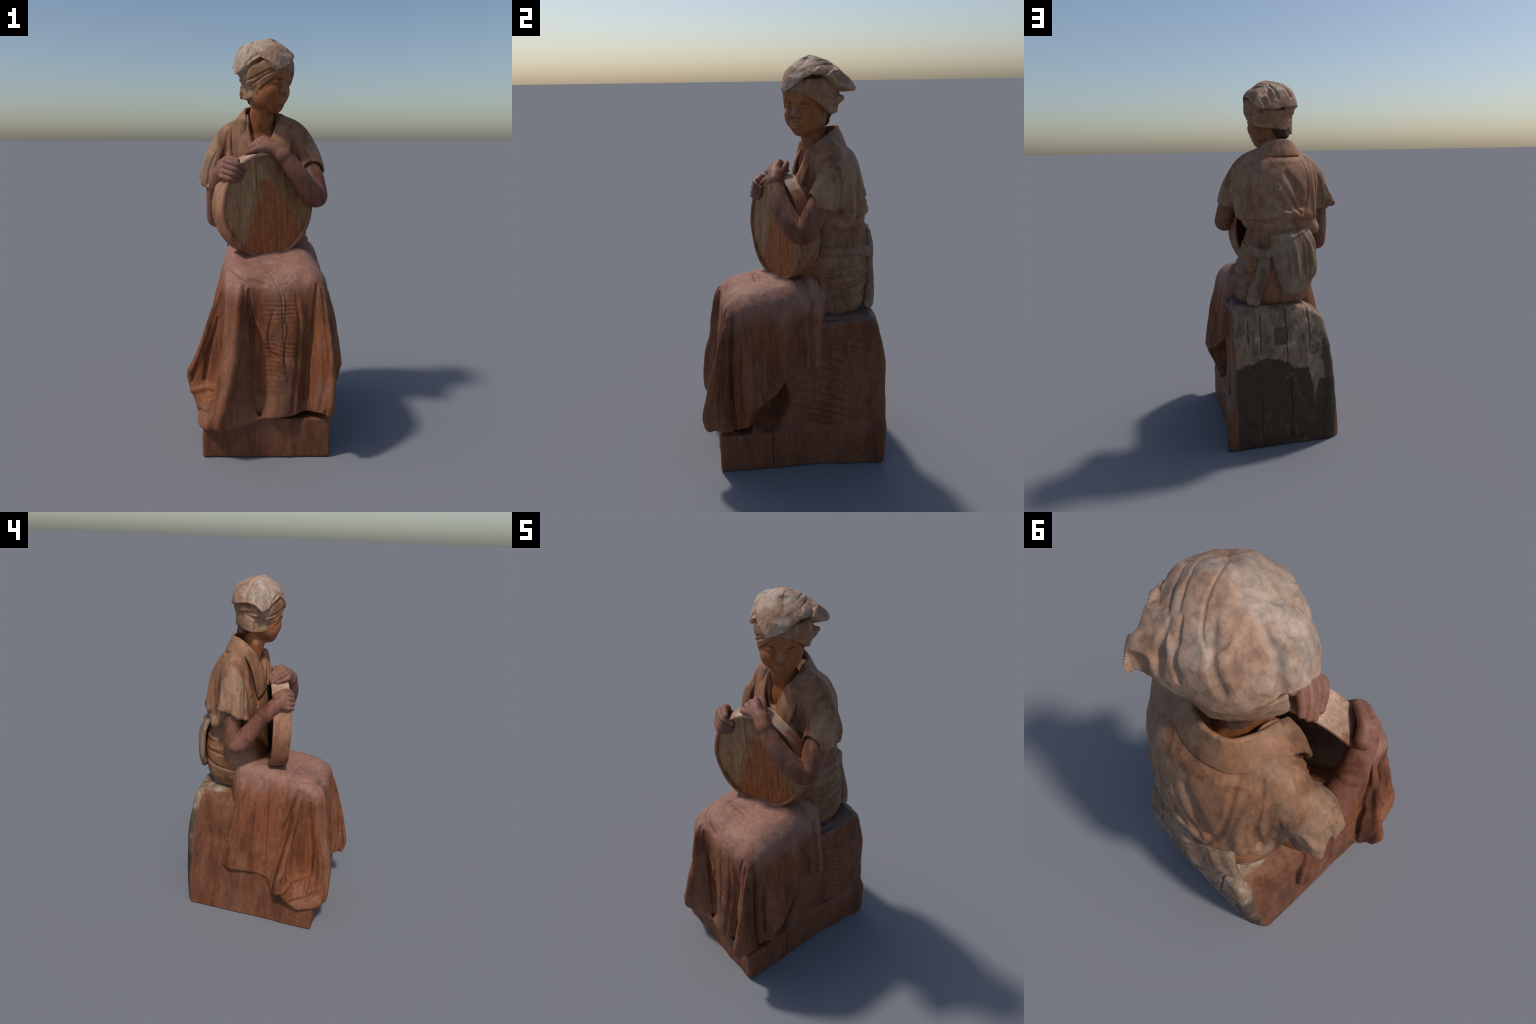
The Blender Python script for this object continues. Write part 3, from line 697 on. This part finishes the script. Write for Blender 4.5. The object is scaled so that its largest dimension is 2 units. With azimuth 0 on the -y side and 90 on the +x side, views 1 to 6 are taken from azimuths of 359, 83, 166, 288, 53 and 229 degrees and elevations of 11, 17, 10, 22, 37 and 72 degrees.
# ------------------------------------------------------------------ the jacket
def build_jacket():
    s = Solid((-.39, -.06, 1.12), (.39, .46, 1.70), .0036)
    s.loft([(1.16, ring(-.15, .15, .10, .378, 2.2)), (1.21, ring(-.19, .18, .05, .395, 2.2)), (1.28, ring(-.215, .21, .032, .402, 2.25)), (1.34, ring(-.22, .215, .035, .394, 2.25)), (1.42, ring(-.22, .22, .058, .378, 2.25)),
            (1.50, ring(-.215, .225, .068, .350, 2.2)), (1.56, ring(-.17, .19, .08, .32, 2.1)), (1.60, ring(-.115, .115, .09, .280, 2)), (1.64, ring(-.085, .085, .12, .256, 2))])
    X, Y, Z = s.grid()
    s.d = smax(s.d, np.broadcast_to(Z - 1.635, s.d.shape).astype(f32), .02)
    # shoulders and sleeves
    s.strand([(-.09, .185, 1.58, .048), (-.17, .185, 1.525, .060), (-.215, .18, 1.445, .070), (-.240, .155, 1.36, .078), (-.250, .145, 1.25, .080)], .03)
    s.strand([(.09, .185, 1.585, .048), (.17, .19, 1.535, .062), (.222, .178, 1.455, .066), (.248, .140, 1.37, .074), (.260, .110, 1.30, .074)], .03)
    s.strand([(-.255, .19, 1.39, .024), (-.31, .208, 1.335, .018), (-.336, .21, 1.308, .010)], .03)
    s.strand([(.195, .22, 1.45, .05), (.22, .245, 1.36, .045), (.21, .265, 1.28, .036)], .03)
    # sleeve openings
    def hemcut(p, n):
        n = np.array(n, float); n /= np.linalg.norm(n)
        return lambda x, y, z: (x - p[0]) * n[0] + (y - p[1]) * n[1] + (z - p[2]) * n[2]
    s.put(lambda x, y, z: np.maximum(-hemcut((-.28, .15, 1.278), (-.25, .30, -1))(x, y, z), x + .205), (-.39, -.02, 1.14), (-.21, .26, 1.34), .012, 'cut')
    s.put(lambda x, y, z: np.maximum(-hemcut((.29, .11, 1.335), (.1, -.25, -1))(x, y, z), np.maximum(.20 - x, y - .22)), (.205, -.06, 1.14), (.39, .215, 1.40), .012, 'cut')
    s.segment((-.25, .155, 1.29), (-.25, .155, 1.20), .053, .056, .003, 'cut')
    s.segment((.258, .095, 1.345), (.262, .07, 1.28), .055, .058, .003, 'cut')
    # bloused lower edge: bags hang over the sash
    s.strand([(.18, .19, 1.26, .028), (.175, .245, 1.23, .03), (.15, .31, 1.25, .028)], .025)
    s.strand([(-.18, .22, 1.25, .028), (-.185, .28, 1.19, .03), (-.15, .31, 1.22, .026)], .025)
    s.strand([(.18, .33, 1.275, .02), (.10, .372, 1.28, .02), (0, .39, 1.285, .02), (-.09, .375, 1.28, .022), (-.15, .335, 1.27, .022)], .02)
    # drapery over the back and the sleeves
    for pts, k in [
        ([(-.15, .16, 1.57, .006), (-.17, .10, 1.48, .014), (-.17, .06, 1.38, .012)], .008),
        ([(-.145, .25, 1.54, .006), (-.16, .32, 1.42, .013), (-.155, .33, 1.27, .018)], .010),
        ([(.03, .40, 1.42, .004), (.12, .37, 1.33, .012), (.18, .31, 1.25, .016)], .012),
        ([(.15, .11, 1.55, .005), (.165, .06, 1.45, .014), (.155, .03, 1.37, .013)], .008),
        ([(-.27, .21, 1.42, .005), (-.305, .205, 1.35, .012), (-.325, .20, 1.30, .014)], .010),
        ([(-.27, .12, 1.42, .004), (-.30, .115, 1.35, .010), (-.305, .11, 1.28, .012)], .010),
        ([(.27, .20, 1.45, .004), (.30, .185, 1.38, .010), (.31, .175, 1.32, .012)], .010),
        ([(.22, .26, 1.45, .004), (.25, .27, 1.36, .012), (.245, .275, 1.28, .014)], .010),
    ]: s.ridge(pts, k)
    for pts, k in [
        ([(-.12, .27, 1.60, .003), (-.14, .33, 1.50, .007), (-.135, .37, 1.38, .010), (-.10, .39, 1.28, .008)], .008),
        ([(-.02, .36, 1.50, .006), (-.07, .385, 1.42, .022), (-.09, .385, 1.33, .018)], .024),
        ([(.09, .36, 1.50, .003), (.06, .39, 1.40, .010), (-.02, .40, 1.31, .008)], .016),
        ([(.17, .34, 1.40, .003), (.10, .38, 1.33, .008), (.02, .40, 1.28, .006)], .012),
        ([(-.15, .22, 1.57, .003), (-.19, .29, 1.46, .010), (-.20, .30, 1.34, .016), (-.19, .29, 1.23, .014)], .008),
        ([(-.18, .13, 1.54, .003), (-.195, .09, 1.44, .013), (-.195, .07, 1.34, .020), (-.18, .07, 1.24, .018)], .008),
        ([(-.14, .12, 1.58, .003), (-.152, .06, 1.49, .008), (-.15, .03, 1.40, .010), (-.145, .02, 1.3, .010)], .006),
        ([(-.22, .24, 1.48, .003), (-.25, .245, 1.39, .009), (-.26, .24, 1.30, .009)], .008),
        ([(-.27, .16, 1.46, .003), (-.305, .155, 1.37, .008), (-.315, .15, 1.29, .009)], .008),
        ([(-.24, .10, 1.44, .003), (-.27, .085, 1.36, .008), (-.28, .085, 1.28, .009)], .008),
        ([(.17, .28, 1.52, .003), (.185, .33, 1.42, .009), (.18, .34, 1.33, .012), (.13, .38, 1.27, .010)], .008),
        ([(.21, .26, 1.50, .003), (.255, .255, 1.40, .010), (.27, .25, 1.30, .012)], .008),
        ([(.25, .21, 1.48, .003), (.295, .20, 1.39, .009), (.31, .19, 1.31, .010)], .008),
        ([(.185, .12, 1.54, .003), (.185, .07, 1.44, .013), (.175, .04, 1.35, .018)], .008),
        ([(.11, .08, 1.56, .003), (.13, .03, 1.47, .008), (.135, .01, 1.39, .010)], .006),
        ([(.02, .38, 1.46, .004), (-.03, .41, 1.37, .012), (-.08, .40, 1.29, .010)], .012),
        ([(.20, .30, 1.26, .006), (.13, .35, 1.245, .012), (.05, .38, 1.25, .010)], .010),
        ([(-.18, .33, 1.24, .006), (-.10, .37, 1.245, .011), (.0, .39, 1.25, .010)], .010),
    ]: s.groove(pts, k)
    # open neck
    s.strand([(.0, .19, 1.70, .09), (-.002, .15, 1.58, .06), (-.002, .11, 1.50, .045), (-.003, .06, 1.455, .02)], .006, 'cut')
    wedge = [(.02, .15, 1.70, .10), (.0, .10, 1.58, .068), (-.002, .05, 1.51, .045), (-.003, .015, 1.455, .015)]
    s.strand(wedge, .006, 'cut')
    s.strand([(-.105, .11, 1.58, .028), (-.10, .092, 1.50, .030), (-.09, .085, 1.42, .030)], .012)
    s.strand([(.105, .105, 1.56, .026), (.10, .09, 1.48, .030), (.08, .08, 1.40, .030)], .012)
    v, f = s.mesh()
    v = carve(v, f, [chisel((8, 8, 5), .004, 41), chisel((26, 26, 11), .0018, 42)])
    make_object('jacket', v, f, MAT['jacket'], root)

    c = Solid((-.21, -.06, 1.33), (.20, .32, 1.71), .0028)
    # collar: a flat folded band round the nape, crossing over the chest
    c.sheet([[(-.03, .046, 1.40), (-.085, .044, 1.375), (-.13, .055, 1.36)], [(-.055, .055, 1.475), (-.10, .052, 1.45), (-.145, .066, 1.43)], [(-.072, .078, 1.535), (-.11, .073, 1.52), (-.15, .09, 1.515)],
             [(-.090, .125, 1.61), (-.125, .115, 1.59), (-.15, .13, 1.58)], [(-.092, .178, 1.652), (-.12, .18, 1.62), (-.14, .19, 1.59)], [(-.065, .232, 1.668), (-.078, .248, 1.63), (-.09, .262, 1.592)],
             [(-.005, .25, 1.672), (-.002, .268, 1.63), (0, .285, 1.59)], [(.055, .228, 1.662), (.07, .246, 1.625), (.085, .264, 1.585)], [(.082, .175, 1.628), (.112, .18, 1.605), (.135, .19, 1.578)],
             [(.078, .122, 1.585), (.11, .112, 1.565), (.138, .118, 1.545)], [(.066, .08, 1.525), (.10, .072, 1.505), (.135, .08, 1.49)], [(.045, .056, 1.462), (.085, .048, 1.445), (.125, .056, 1.425)], [(.0, .038, 1.405), (.05, .034, 1.385), (.095, .042, 1.365)]],
            .0085, .002, n=190, m=4)
    v, f = c.mesh()
    v = carve(v, f, [chisel((12, 12, 8), .002, 43), chisel((30, 30, 14), .0012, 44)])
    make_object('collar', v, f, MAT['jacket'], root)

# ------------------------------------------------------------------ head, neck, headscarf
HEAD_O = V(.023, .098, 1.74)
HF = V(.7544, -.6330, -.1736); HL = V(.6349, .7708, -.0515); HU = V(.1665, -.0714, .9835)
HAX = np.array([HF, HL, HU])
def H(fw, lf, up):
    return HEAD_O + fw * HF + lf * HL + up * HU
def HS(pts):
    return [tuple(H(*p[:3])) + tuple(p[3:]) for p in pts]

def build_head():
    s = Solid((-.17, -.06, 1.40), (.20, .27, 1.93), .0022)
    E = lambda c, r, k=.0, op='add': s.ellipsoid(H(*c), r, HAX, k, op)
    E((-.015, 0, .085), (.112, .09, .115))                      # skull
    E((.022, 0, .0), (.078, .083, .085), .05)                   # face mass
    E((.060, 0, -.062), (.036, .034, .030), .05)                # chin
    for m in (-1, 1):
        E((.052, .046 * m, .008), (.040, .034, .038), .03)      # cheek
        E((.012, .062 * m, -.030), (.045, .022, .034), .04)     # jaw
    E((.055, 0, .098), (.048, .062, .036), .03)                 # brow
    E((.076, -.002, -.034), (.026, .033, .022), .02)            # mouth mound
    s.strand(HS([(.088, -.002, .066, .010), (.098, -.002, .042, .0125), (.1055, -.002, .020, .0160)]), .010)
    for m in (-1, 1):
        E((.099, -.003 + .0195 * m, .012), (.0130, .0110, .0100), .004)
    for m in (-1, 1):
        c = -.004
        # eye socket, heavy lowered lid, slit, brow
        s.crease(HS([(.100, c + .022 * m, .062, .003), (.100, c + .040 * m, .065, .0100), (.088, c + .064 * m, .062, .006)]), .008, 'cut', -.05)
        s.crease(HS([(.100, c + .018 * m, .042, .004), (.100, c + .040 * m, .038, .008), (.088, c + .062 * m, .044, .004)]), .006, 'cut', .35)
        E((.0790, c + .040 * m, .0505), (.0190, .0240, .0155), .002)
        s.crease(HS([(.099, c + .018 * m, .045, .0030), (.101, c + .040 * m, .0425, .0050), (.089, c + .063 * m, .048, .0030)]), .001, 'cut', -.3)
        s.crease(HS([(.098, c + .008 * m, .074, .004), (.100, c + .036 * m, .0815, .0065), (.086, c + .070 * m, .0785, .003)]), .008, 'add', -.2)
        s.crease(HS([(.098, c + .015 * m, .054, .002), (.099, c + .022 * m, .035, .005), (.099, c + .029 * m, .018, .003)]), .006, 'cut', .35)
        # nostril and the fold beside the nose
        s.strand(HS([(.108, -.003 + .009 * m, .0005, .0042), (.098, -.003 + .020 * m, .0005, .0035)]), .002, 'cut')
        s.crease(HS([(.10, -.003 + .031 * m, .018, .0020), (.097, -.003 + .032 * m, .006, .0032), (.094, -.003 + .038 * m, -.014, .0018)]), .004, 'cut', .1)
    # lips
    s.strand(HS([(.094, -.032, -.031, .004), (.1075, -.018, -.0245, .007), (.1125, -.003, -.023, .008), (.1075, .012, -.0255, .007), (.092, .027, -.034, .004)]), .006)
    s.strand(HS([(.094, -.026, -.037, .004), (.1045, -.012, -.041, .0075), (.1065, -.003, -.042, .008), (.1045, .008, -.042, .0075), (.093, .022, -.040, .004)]), .005)
    s.strand(HS([(.097, -.037, -.033, .0036), (.111, -.018, -.0315, .0040), (.116, -.003, -.0328, .0042), (.111, .012, -.0335, .0040), (.095, .032, -.037, .0036)]), .0015, 'cut')
    E((.106, -.003, -.0595), (.014, .024, .008), .010, 'cut')
    # ears under the scarf: only the lobes show
    for m in (-1, 1):
        s.strand(HS([(.0, .086 * m, .03, .012), (.010, .091 * m, .008, .011), (.010, .089 * m, -.008, .010)]), .008)
    # neck and chest in the open collar
    s.strand([(.0, .125, 1.72, .066), (-.002, .135, 1.62, .058), (-.002, .165, 1.54, .066), (0, .20, 1.44, .10)], .025)
    s.strand([(-.050, .105, 1.63, .012), (-.03, .105, 1.57, .012), (-.012, .105, 1.515, .010)], .03)
    s.ellipsoid((0, .168, 1.46), (.145, .088, .085), None, .03)
    v, f = s.mesh()
    v = carve(v, f, [chisel((16, 16, 12), .0012, 51)])
    c = v[f].mean(1)
    q = (c - HEAD_O) @ HAX.T
    neck = (q[:, 2] < -.055 + np.clip(-(q[:, 0] - .02), -.06, .09) * .75) & (q[:, 0] < .075)
    neck |= c[:, 2] < 1.60
    split_object(v, f, neck.astype(int), ['head', 'neck'], [MAT['skin'], MAT['skin']], [root, root])

    h = Solid((-.14, .13, 1.62), (.12, .30, 1.80), .0028)
    h.ellipsoid(H(-.085, .015, -.02), (.052, .065, .045), HAX)
    h.ellipsoid(H(-.100, .030, -.060), (.030, .036, .022), HAX, .02)
    v, f = h.mesh()
    v = carve(v, f, [chisel((50, 50, 16), .0025, 52)])
    make_object('hair_bun', v, f, MAT['hair'], root)

def build_scarf():
    # modelled in the head's own frame: x forward, y to her left, z up; the back of the cloth bulges out
    back = lambda ring_, a: [(px - a * max(0, -px - .03) / .12, py) for px, py in ring_]
    nape = lambda ring_, m: [(px * (1 - m) if px < -.03 else px, py * (1 - m) if px < .02 and py < 0 else py) for px, py in ring_]
    box = ((-.24, -.19, -.10), (.17, .24, .29))
    s = Solid(*box, .0025)
    # the band wound round brow and nape
    pull = lambda g: .119 * g - .022 * max(0, min(1, (1 - g) / .04))
    band = lambda f, g: [(.104 * f, 0), (.098 * f, .045), (.08 * f, .085), (.045 * f, .118 * g), (-.015, .128 * g), (-.05, .132 * g), (-.09, .122 * g), (-.125, .088 * g), (-.148 * g, .045), (-.152 * g, .01),
                         (-.145 * g, -.035), (-.125 * g, -.082), (-.10, -pull(g) + .012), (-.045, -pull(g) - .002), (0, -pull(g)), (.045 * f, -.102), (.088 * f, -.06)]
    s.loft([(-.09, nape(band(.80, .80), .04)), (-.05, nape(band(.84, .88), .03)), (.0, nape(band(.90, .96), .02)), (.03, nape(band(.94, .99), -.01)), (.06, back(band(.98, 1.01), .018)), (.11, back(band(1.04, 1.0), .018)), (.16, back(band(.86, .92), .012)), (.20, back(band(.7, .8), .018)), (.22, back(band(.4, .5), .018))], 70)
    s.d = smax(s.d, np.broadcast_to(s.grid()[2] - .172, s.d.shape).astype(f32), .01)
    s.strand([(-.02, .09, .045, .036), (-.04, .13, .062, .026), (-.052, .156, .070, .012)], .02)
    x, y, z = s.grid()
    phi = np.degrees(np.arctan2(y + 0 * z, x + 0 * z))
    low = np.interp(phi, [-180, -150, -125, -100, -85, -60, -40, -15, 0, 20, 45, 70, 90, 105, 125, 150, 180],
                    [-.045, -.056, -.05, -.033, -.012, .038, .076, .120, .127, .112, .083, .043, .012, .0, -.008, -.028, -.045]).astype(f32)
    s.d = smax(s.d, low - z, .006)
    # diagonal wrapping folds in the band
    for pts, k in [
        ([(.11, -.03, .135, .003), (.085, -.085, .10, .006), (.03, -.115, .055, .007), (-.03, -.12, .0, .005)], .003),
        ([(.10, -.07, .125, .003), (.06, -.11, .095, .006), (.0, -.125, .055, .007), (-.06, -.12, .03, .004)], .003),
        ([(-.04, -.115, .0, .003), (-.10, -.10, .012, .010), (-.145, -.05, .03, .006)], .010),
        ([(-.08, -.115, .05, .003), (-.13, -.08, .045, .008), (-.155, -.03, .04, .004)], .010),
        ([(.09, .07, .125, .002), (.05, .11, .10, .005), (.0, .125, .075, .004)], .004),
        ([(.06, .10, .075, .002), (.02, .12, .055, .004), (-.03, .13, .045, .004)], .004),
    ]: s.groove(pts, k)
    # the loose upper fold, standing proud of the band
    t = Solid(*box, .0025)
    t.loft([
        (.03, back([(.115, .01), (.098, .075), (.07, .113), (.032, .140), (-.02, .152), (-.062, .160), (-.095, .148), (-.122, .103), (-.148, .05), (-.155, .01), (-.150, -.04), (-.132, -.100), (-.108, -.134), (-.045, -.142), (.0, -.132), (.048, -.112), (.095, -.065)], 0.02)),
        (.09, back([(.122, .01), (.104, .08), (.075, .118), (.035, .147), (-.02, .162), (-.065, .180), (-.095, .160), (-.125, .108), (-.155, .05), (-.163, .01), (-.155, -.04), (-.136, -.104), (-.110, -.137), (-.045, -.146), (.0, -.135), (.05, -.115), (.10, -.067)], 0.03)),
        (.135, back([(.120, .01), (.102, .078), (.073, .115), (.034, .143), (-.02, .158), (-.065, .172), (-.095, .152), (-.125, .106), (-.152, .05), (-.160, .01), (-.152, -.04), (-.134, -.102), (-.108, -.130), (-.045, -.138), (.0, -.128), (.046, -.110), (.094, -.063)], 0.03)),
        (.18, back([(.100, .01), (.088, .068), (.064, .104), (.03, .128), (-.02, .138), (-.06, .143), (-.09, .133), (-.12, .098), (-.143, .05), (-.150, .01), (-.144, -.04), (-.129, -.094), (-.104, -.115), (-.045, -.122), (0, -.112), (.038, -.094), (.078, -.054)], 0.026)),
        (.215, back([(.062, .01), (.056, .05), (.042, .078), (.016, .095), (-.02, .104), (-.05, .106), (-.074, .100), (-.10, .074), (-.120, .04), (-.130, .01), (-.124, -.03), (-.110, -.070), (-.092, -.085), (-.045, -.092), (-.01, -.086), (.022, -.070), (.050, -.04)], 0.018)),
        (.242, back([(.01, .005), (.008, .024), (.0, .040), (-.012, .05), (-.03, .056), (-.046, .057), (-.058, .052), (-.072, .038), (-.082, .02), (-.086, .005), (-.083, -.015), (-.074, -.034), (-.062, -.042), (-.04, -.046), (-.022, -.042), (-.006, -.034), (.005, -.018)], 0.008)),
        (.258, [(-.02, .003), (-.021, .008), (-.023, .012), (-.027, .015), (-.032, .017), (-.038, .017), (-.043, .015), (-.048, .011), (-.05, .006), (-.051, .002), (-.050, -.004), (-.048, -.009), (-.043, -.012), (-.037, -.013), (-.031, -.012), (-.026, -.009), (-.022, -.004)]),
    ], 80)
    t.d = smax(t.d, np.broadcast_to(z - .256, t.d.shape).astype(f32), .02)
    t.strand([(-.03, .12, .155, .05), (-.065, .160, .130, .036), (-.088, .188, .108, .020)], .03)
    # flat chisel facets
    r2 = np.random.default_rng(5)
    dirs = r2.normal(size=(70, 3)); dirs /= np.linalg.norm(dirs, axis=1)[:, None]
    c0 = V(-.025, .0, .10)
    for dd in dirs:
        if dd[2] < -.1: continue
        p0 = c0[None] + dd[None] * .30
        tt = np.linspace(0, .30, 160)[:, None]
        line = c0 + dd * tt
        sd = t.sample(line)
        hit = tt[np.argmax(sd > 0), 0]
        e = (x - f32(c0[0])) * f32(dd[0]) + (y - f32(c0[1])) * f32(dd[1]) + (z - f32(c0[2])) * f32(dd[2]) - f32(hit - .0015 - .0025 * r2.random())
        near = np.maximum(e, -1)
        # only bite close to the facet's own spot
        dist = np.sqrt(sum((g - f32(c0[i] + dd[i] * hit)) ** 2 for i, g in enumerate((x, y, z))))
        t.d = np.where(dist < .055, smax(t.d, near.astype(f32) - .8 * np.maximum(dist - .03, 0).astype(f32), .002), t.d)
    edge = np.interp(phi, [-180, -165, -150, -138, -126, -112, -100, -84, -60, -48, -38, -22, 0, 22, 45, 70, 88, 102, 112, 122, 135, 160, 180],
                     [.082, .088, .092, .082, .055, .085, .125, .152, .140, .122, .103, .122, .148, .176, .192, .190, .165, .120, .096, .090, .084, .080, .082]).astype(f32)
    t.d = smax(t.d, edge - z, .005)
    # pleats gathered at the knot
    for pts, k in [
        ([(-.085, .10, .21, .004), (-.115, .125, .165, .014), (-.118, .135, .125, .012), (-.11, .14, .105, .004)], .005),
        ([(-.09, .075, .22, .003), (-.130, .095, .175, .009), (-.138, .095, .13, .008)], .005),
        ([(-.10, .02, .22, .003), (-.145, .03, .18, .008), (-.158, .02, .13, .010)], .012),
        ([(-.10, -.04, .21, .003), (-.14, -.06, .17, .010), (-.148, -.06, .12, .012)], .014),
        ([(.05, .0, .23, .002), (-.02, .0, .256, .0035), (-.08, .035, .235, .004), (-.13, .05, .18, .003)], .002),
        ([(.03, .07, .215, .002), (-.02, .09, .22, .006), (-.07, .10, .21, .004)], .006),
        ([(.06, .06, .19, .002), (.02, .105, .19, .006), (-.03, .13, .185, .003)], .006),
        ([(.01, .05, .235, .002), (-.04, .07, .235, .005), (-.08, .08, .22, .003)], .006),
        ([(-.02, -.11, .19, .002), (-.06, -.10, .20, .006), (-.10, -.08, .20, .004)], .008),
        ([(-.05, -.14, .14, .003), (-.055, -.13, .18, .008), (-.06, -.09, .22, .004)], .012),
        ([(.0, -.12, .165, .003), (-.04, -.135, .12, .008), (-.05, -.145, .085, .006)], .012),
    ]: t.groove(pts, k)
    # the dark slot where fold and band part at the back
    for q in (s, t):
        q.strand([(-.075, .15, .086, .004), (-.11, .125, .082, .007), (-.145, .075, .079, .007), (-.158, .03, .078, .003)], .002, 'cut')
    # inside of the fold is left hollow where the band fills it
    made = []
    for q, name, mat in ((t, 'headscarf', MAT['scarf']), (s, 'headscarf_band', MAT['band'])):
        v, f = q.mesh(1)
        v = carve(v, f, [chisel((26, 26, 26), .0024, 61), chisel((52, 52, 52), .0014, 62)])
        v = HEAD_O + v @ HAX
        v[:, 2] = np.minimum(v[:, 2], 2.0)
        made.append(make_object(name, v, f, mat, made[0] if made else root))

# ------------------------------------------------------------------ arms and hands
def label_by(c, groups):
    """Nearest strand decides the region of a face."""
    best = np.full(len(c), 9.0); lab = np.zeros(len(c), int)
    for i, pts in groups:
        for a, b in zip(pts[:-1], pts[1:]):
            a3, b3 = np.array(a[:3]), np.array(b[:3]); ab = b3 - a3
            t = np.clip((c - a3) @ ab / (ab @ ab), 0, 1)
            d = np.linalg.norm(c - a3 - t[:, None] * ab, axis=1) - (a[3] + (b[3] - a[3]) * t)
            m = d < best
            best[m] = d[m]; lab[m] = i
    return lab

def build_arm(lo, hi, arm, palm, fingers, thumb, creases=()):
    s = Solid(lo, hi, .0022)
    s.strand(arm, .02)
    for p in palm: s.strand(p, .008)
    for p in fingers: s.strand(p, .0012, n=14)
    s.strand(thumb, .003, n=12)
    for p in creases: s.groove(p, .006)
    v, f = s.mesh()
    v = carve(v, f, [chisel((18, 18, 18), .0014, 71), chisel((45, 45, 45), .0006, 72)])
    groups = [(0, arm)] + [(1, p[1:]) for p in palm] + [(2 + i, p) for i, p in enumerate(fingers)] + [(2 + len(fingers), thumb)]
    lab = label_by(v[f].mean(1), groups)
    names = ['arm', 'hand'] + ['finger'] * len(fingers) + ['thumb']
    split_object(v, f, lab, names, [MAT['arm']] * len(names), [root, root] + [1] * (len(fingers) + 1))

def build_arms():
    # her left arm: elbow out, forearm rising across the tray, hand resting over the rim
    k = [(.004, -.036, 1.508, .0165), (-.012, -.053, 1.497, .0165), (-.026, -.070, 1.480, .016), (-.036, -.088, 1.459, .0145)]
    fingers = [[k[0], (-.038, -.008, 1.487, .0145), (-.062, .016, 1.456, .012)],
               [k[1], (-.053, -.024, 1.474, .0145), (-.078, .006, 1.448, .012)],
               [k[2], (-.058, -.047, 1.465, .014), (-.084, -.008, 1.436, .0115)],
               [k[3], (-.062, -.068, 1.449, .0125), (-.082, -.036, 1.434, .0105)]]
    palm = [[(.098, -.068, 1.428, .036), (.055, -.060, 1.462, .030), p] for p in k]
    thumb = [(.050, -.035, 1.462, .022), (.022, -.010, 1.482, .018), (.004, .000, 1.496, .0145), (-.015, .004, 1.502, .0125)]
    build_arm((-.11, -.14, 1.13), (.36, .24, 1.56),
              [(.23, .17, 1.43, .042), (.262, .10, 1.32, .054), (.280, .050, 1.23, .053), (.264, .016, 1.222, .056), (.220, -.025, 1.272, .053), (.165, -.056, 1.345, .047), (.098, -.068, 1.428, .037)],
              palm, fingers, thumb)
    # her right arm: forearm rising forward, fingers gripping the rim
    k = [(-.186, -.120, 1.402, .0165), (-.190, -.128, 1.380, .0165), (-.193, -.134, 1.355, .016), (-.196, -.138, 1.332, .0145)]
    fingers = [[k[0], (-.134, -.140, 1.388, .0145), (-.090, -.112, 1.366, .012)],
               [k[1], (-.136, -.146, 1.363, .0145), (-.098, -.116, 1.343, .012)],
               [k[2], (-.144, -.152, 1.340, .0135), (-.108, -.118, 1.323, .0115)],
               [k[3], (-.158, -.153, 1.319, .0125), (-.126, -.126, 1.308, .0105)]]
    palm = [[(-.226, -.020, 1.285, .040), (-.208, -.075, 1.345, .034), p] for p in k]
    thumb = [(-.203, -.072, 1.385, .024), (-.178, -.098, 1.408, .018), (-.152, -.112, 1.413, .0145), (-.124, -.128, 1.405, .0125)]
    build_arm((-.34, -.19, 1.01), (-.06, .25, 1.46),
              [(-.235, .16, 1.38, .040), (-.246, .16, 1.30, .048), (-.248, .163, 1.22, .051), (-.243, .160, 1.115, .052), (-.240, .125, 1.108, .056), (-.236, .06, 1.185, .053), (-.226, -.020, 1.285, .041)],
              palm, fingers, thumb)

# ------------------------------------------------------------------ the tray
TC = V(.009, -.018, 1.182); TT = V(.917, .399, 0); TN = V(.399, -.917, 0)
def build_tray():
    lean = math.radians(.4)
    n = TN * math.cos(lean) + V(0, 0, 1) * math.sin(lean)
    u = V(0, 0, 1) * math.cos(lean) - TN * math.sin(lean)
    def local(x, y, z):
        p = (x - f32(TC[0]), y - f32(TC[1]), z - f32(TC[2]))
        g = lambda A: sum(p[i] * f32(A[i]) for i in range(3))
        return g(TT), g(u), g(n)
    D = .0525
    # the hoop flares a little towards its open back
    def hoop(g):
        a, b, c = local(*g)
        return np.sqrt((a / (.248 + .018 * (D - c) / (2 * D))) ** 2 + (b / .266) ** 2) * f32(.258), c, a
    s = Solid((-.32, -.21, .88), (.36, .19, 1.50), .0034)
    rad, c, a = hoop(s.grid())
    # the hoop is deeper on her right
    s.d = smax(smax(rad - .258, np.maximum(c - D, -D + .010 * sstep(-.05, .2, a) - c), .008), -(rad - .241) + 0 * c, .004).astype(f32)
    v, f = s.mesh()
    v = carve(v, f, [chisel((10, 10, 10), .003, 81), chisel((30, 30, 12), .0014, 82)])
    tray = bpy.data.objects.new('tray', None)
    bpy.context.scene.collection.objects.link(tray); tray.parent = root
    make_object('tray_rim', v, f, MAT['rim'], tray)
    s = Solid((-.32, -.21, .88), (.36, .19, 1.50), .0036)
    rad, c, a = hoop(s.grid())
    s.d = smax(rad - .246, np.abs(c - (D - .038)) - .027, .002).astype(f32)
    v, f = s.mesh()
    v = carve(v, f, [chisel((12, 12, 4), .0025, 83), chisel((50, 50, 9), .0012, 84)])
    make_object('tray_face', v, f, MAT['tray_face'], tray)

build_block()
build_skirt()
build_hips()
build_sash()
build_jacket()
build_head()
build_scarf()
build_arms()
build_tray()
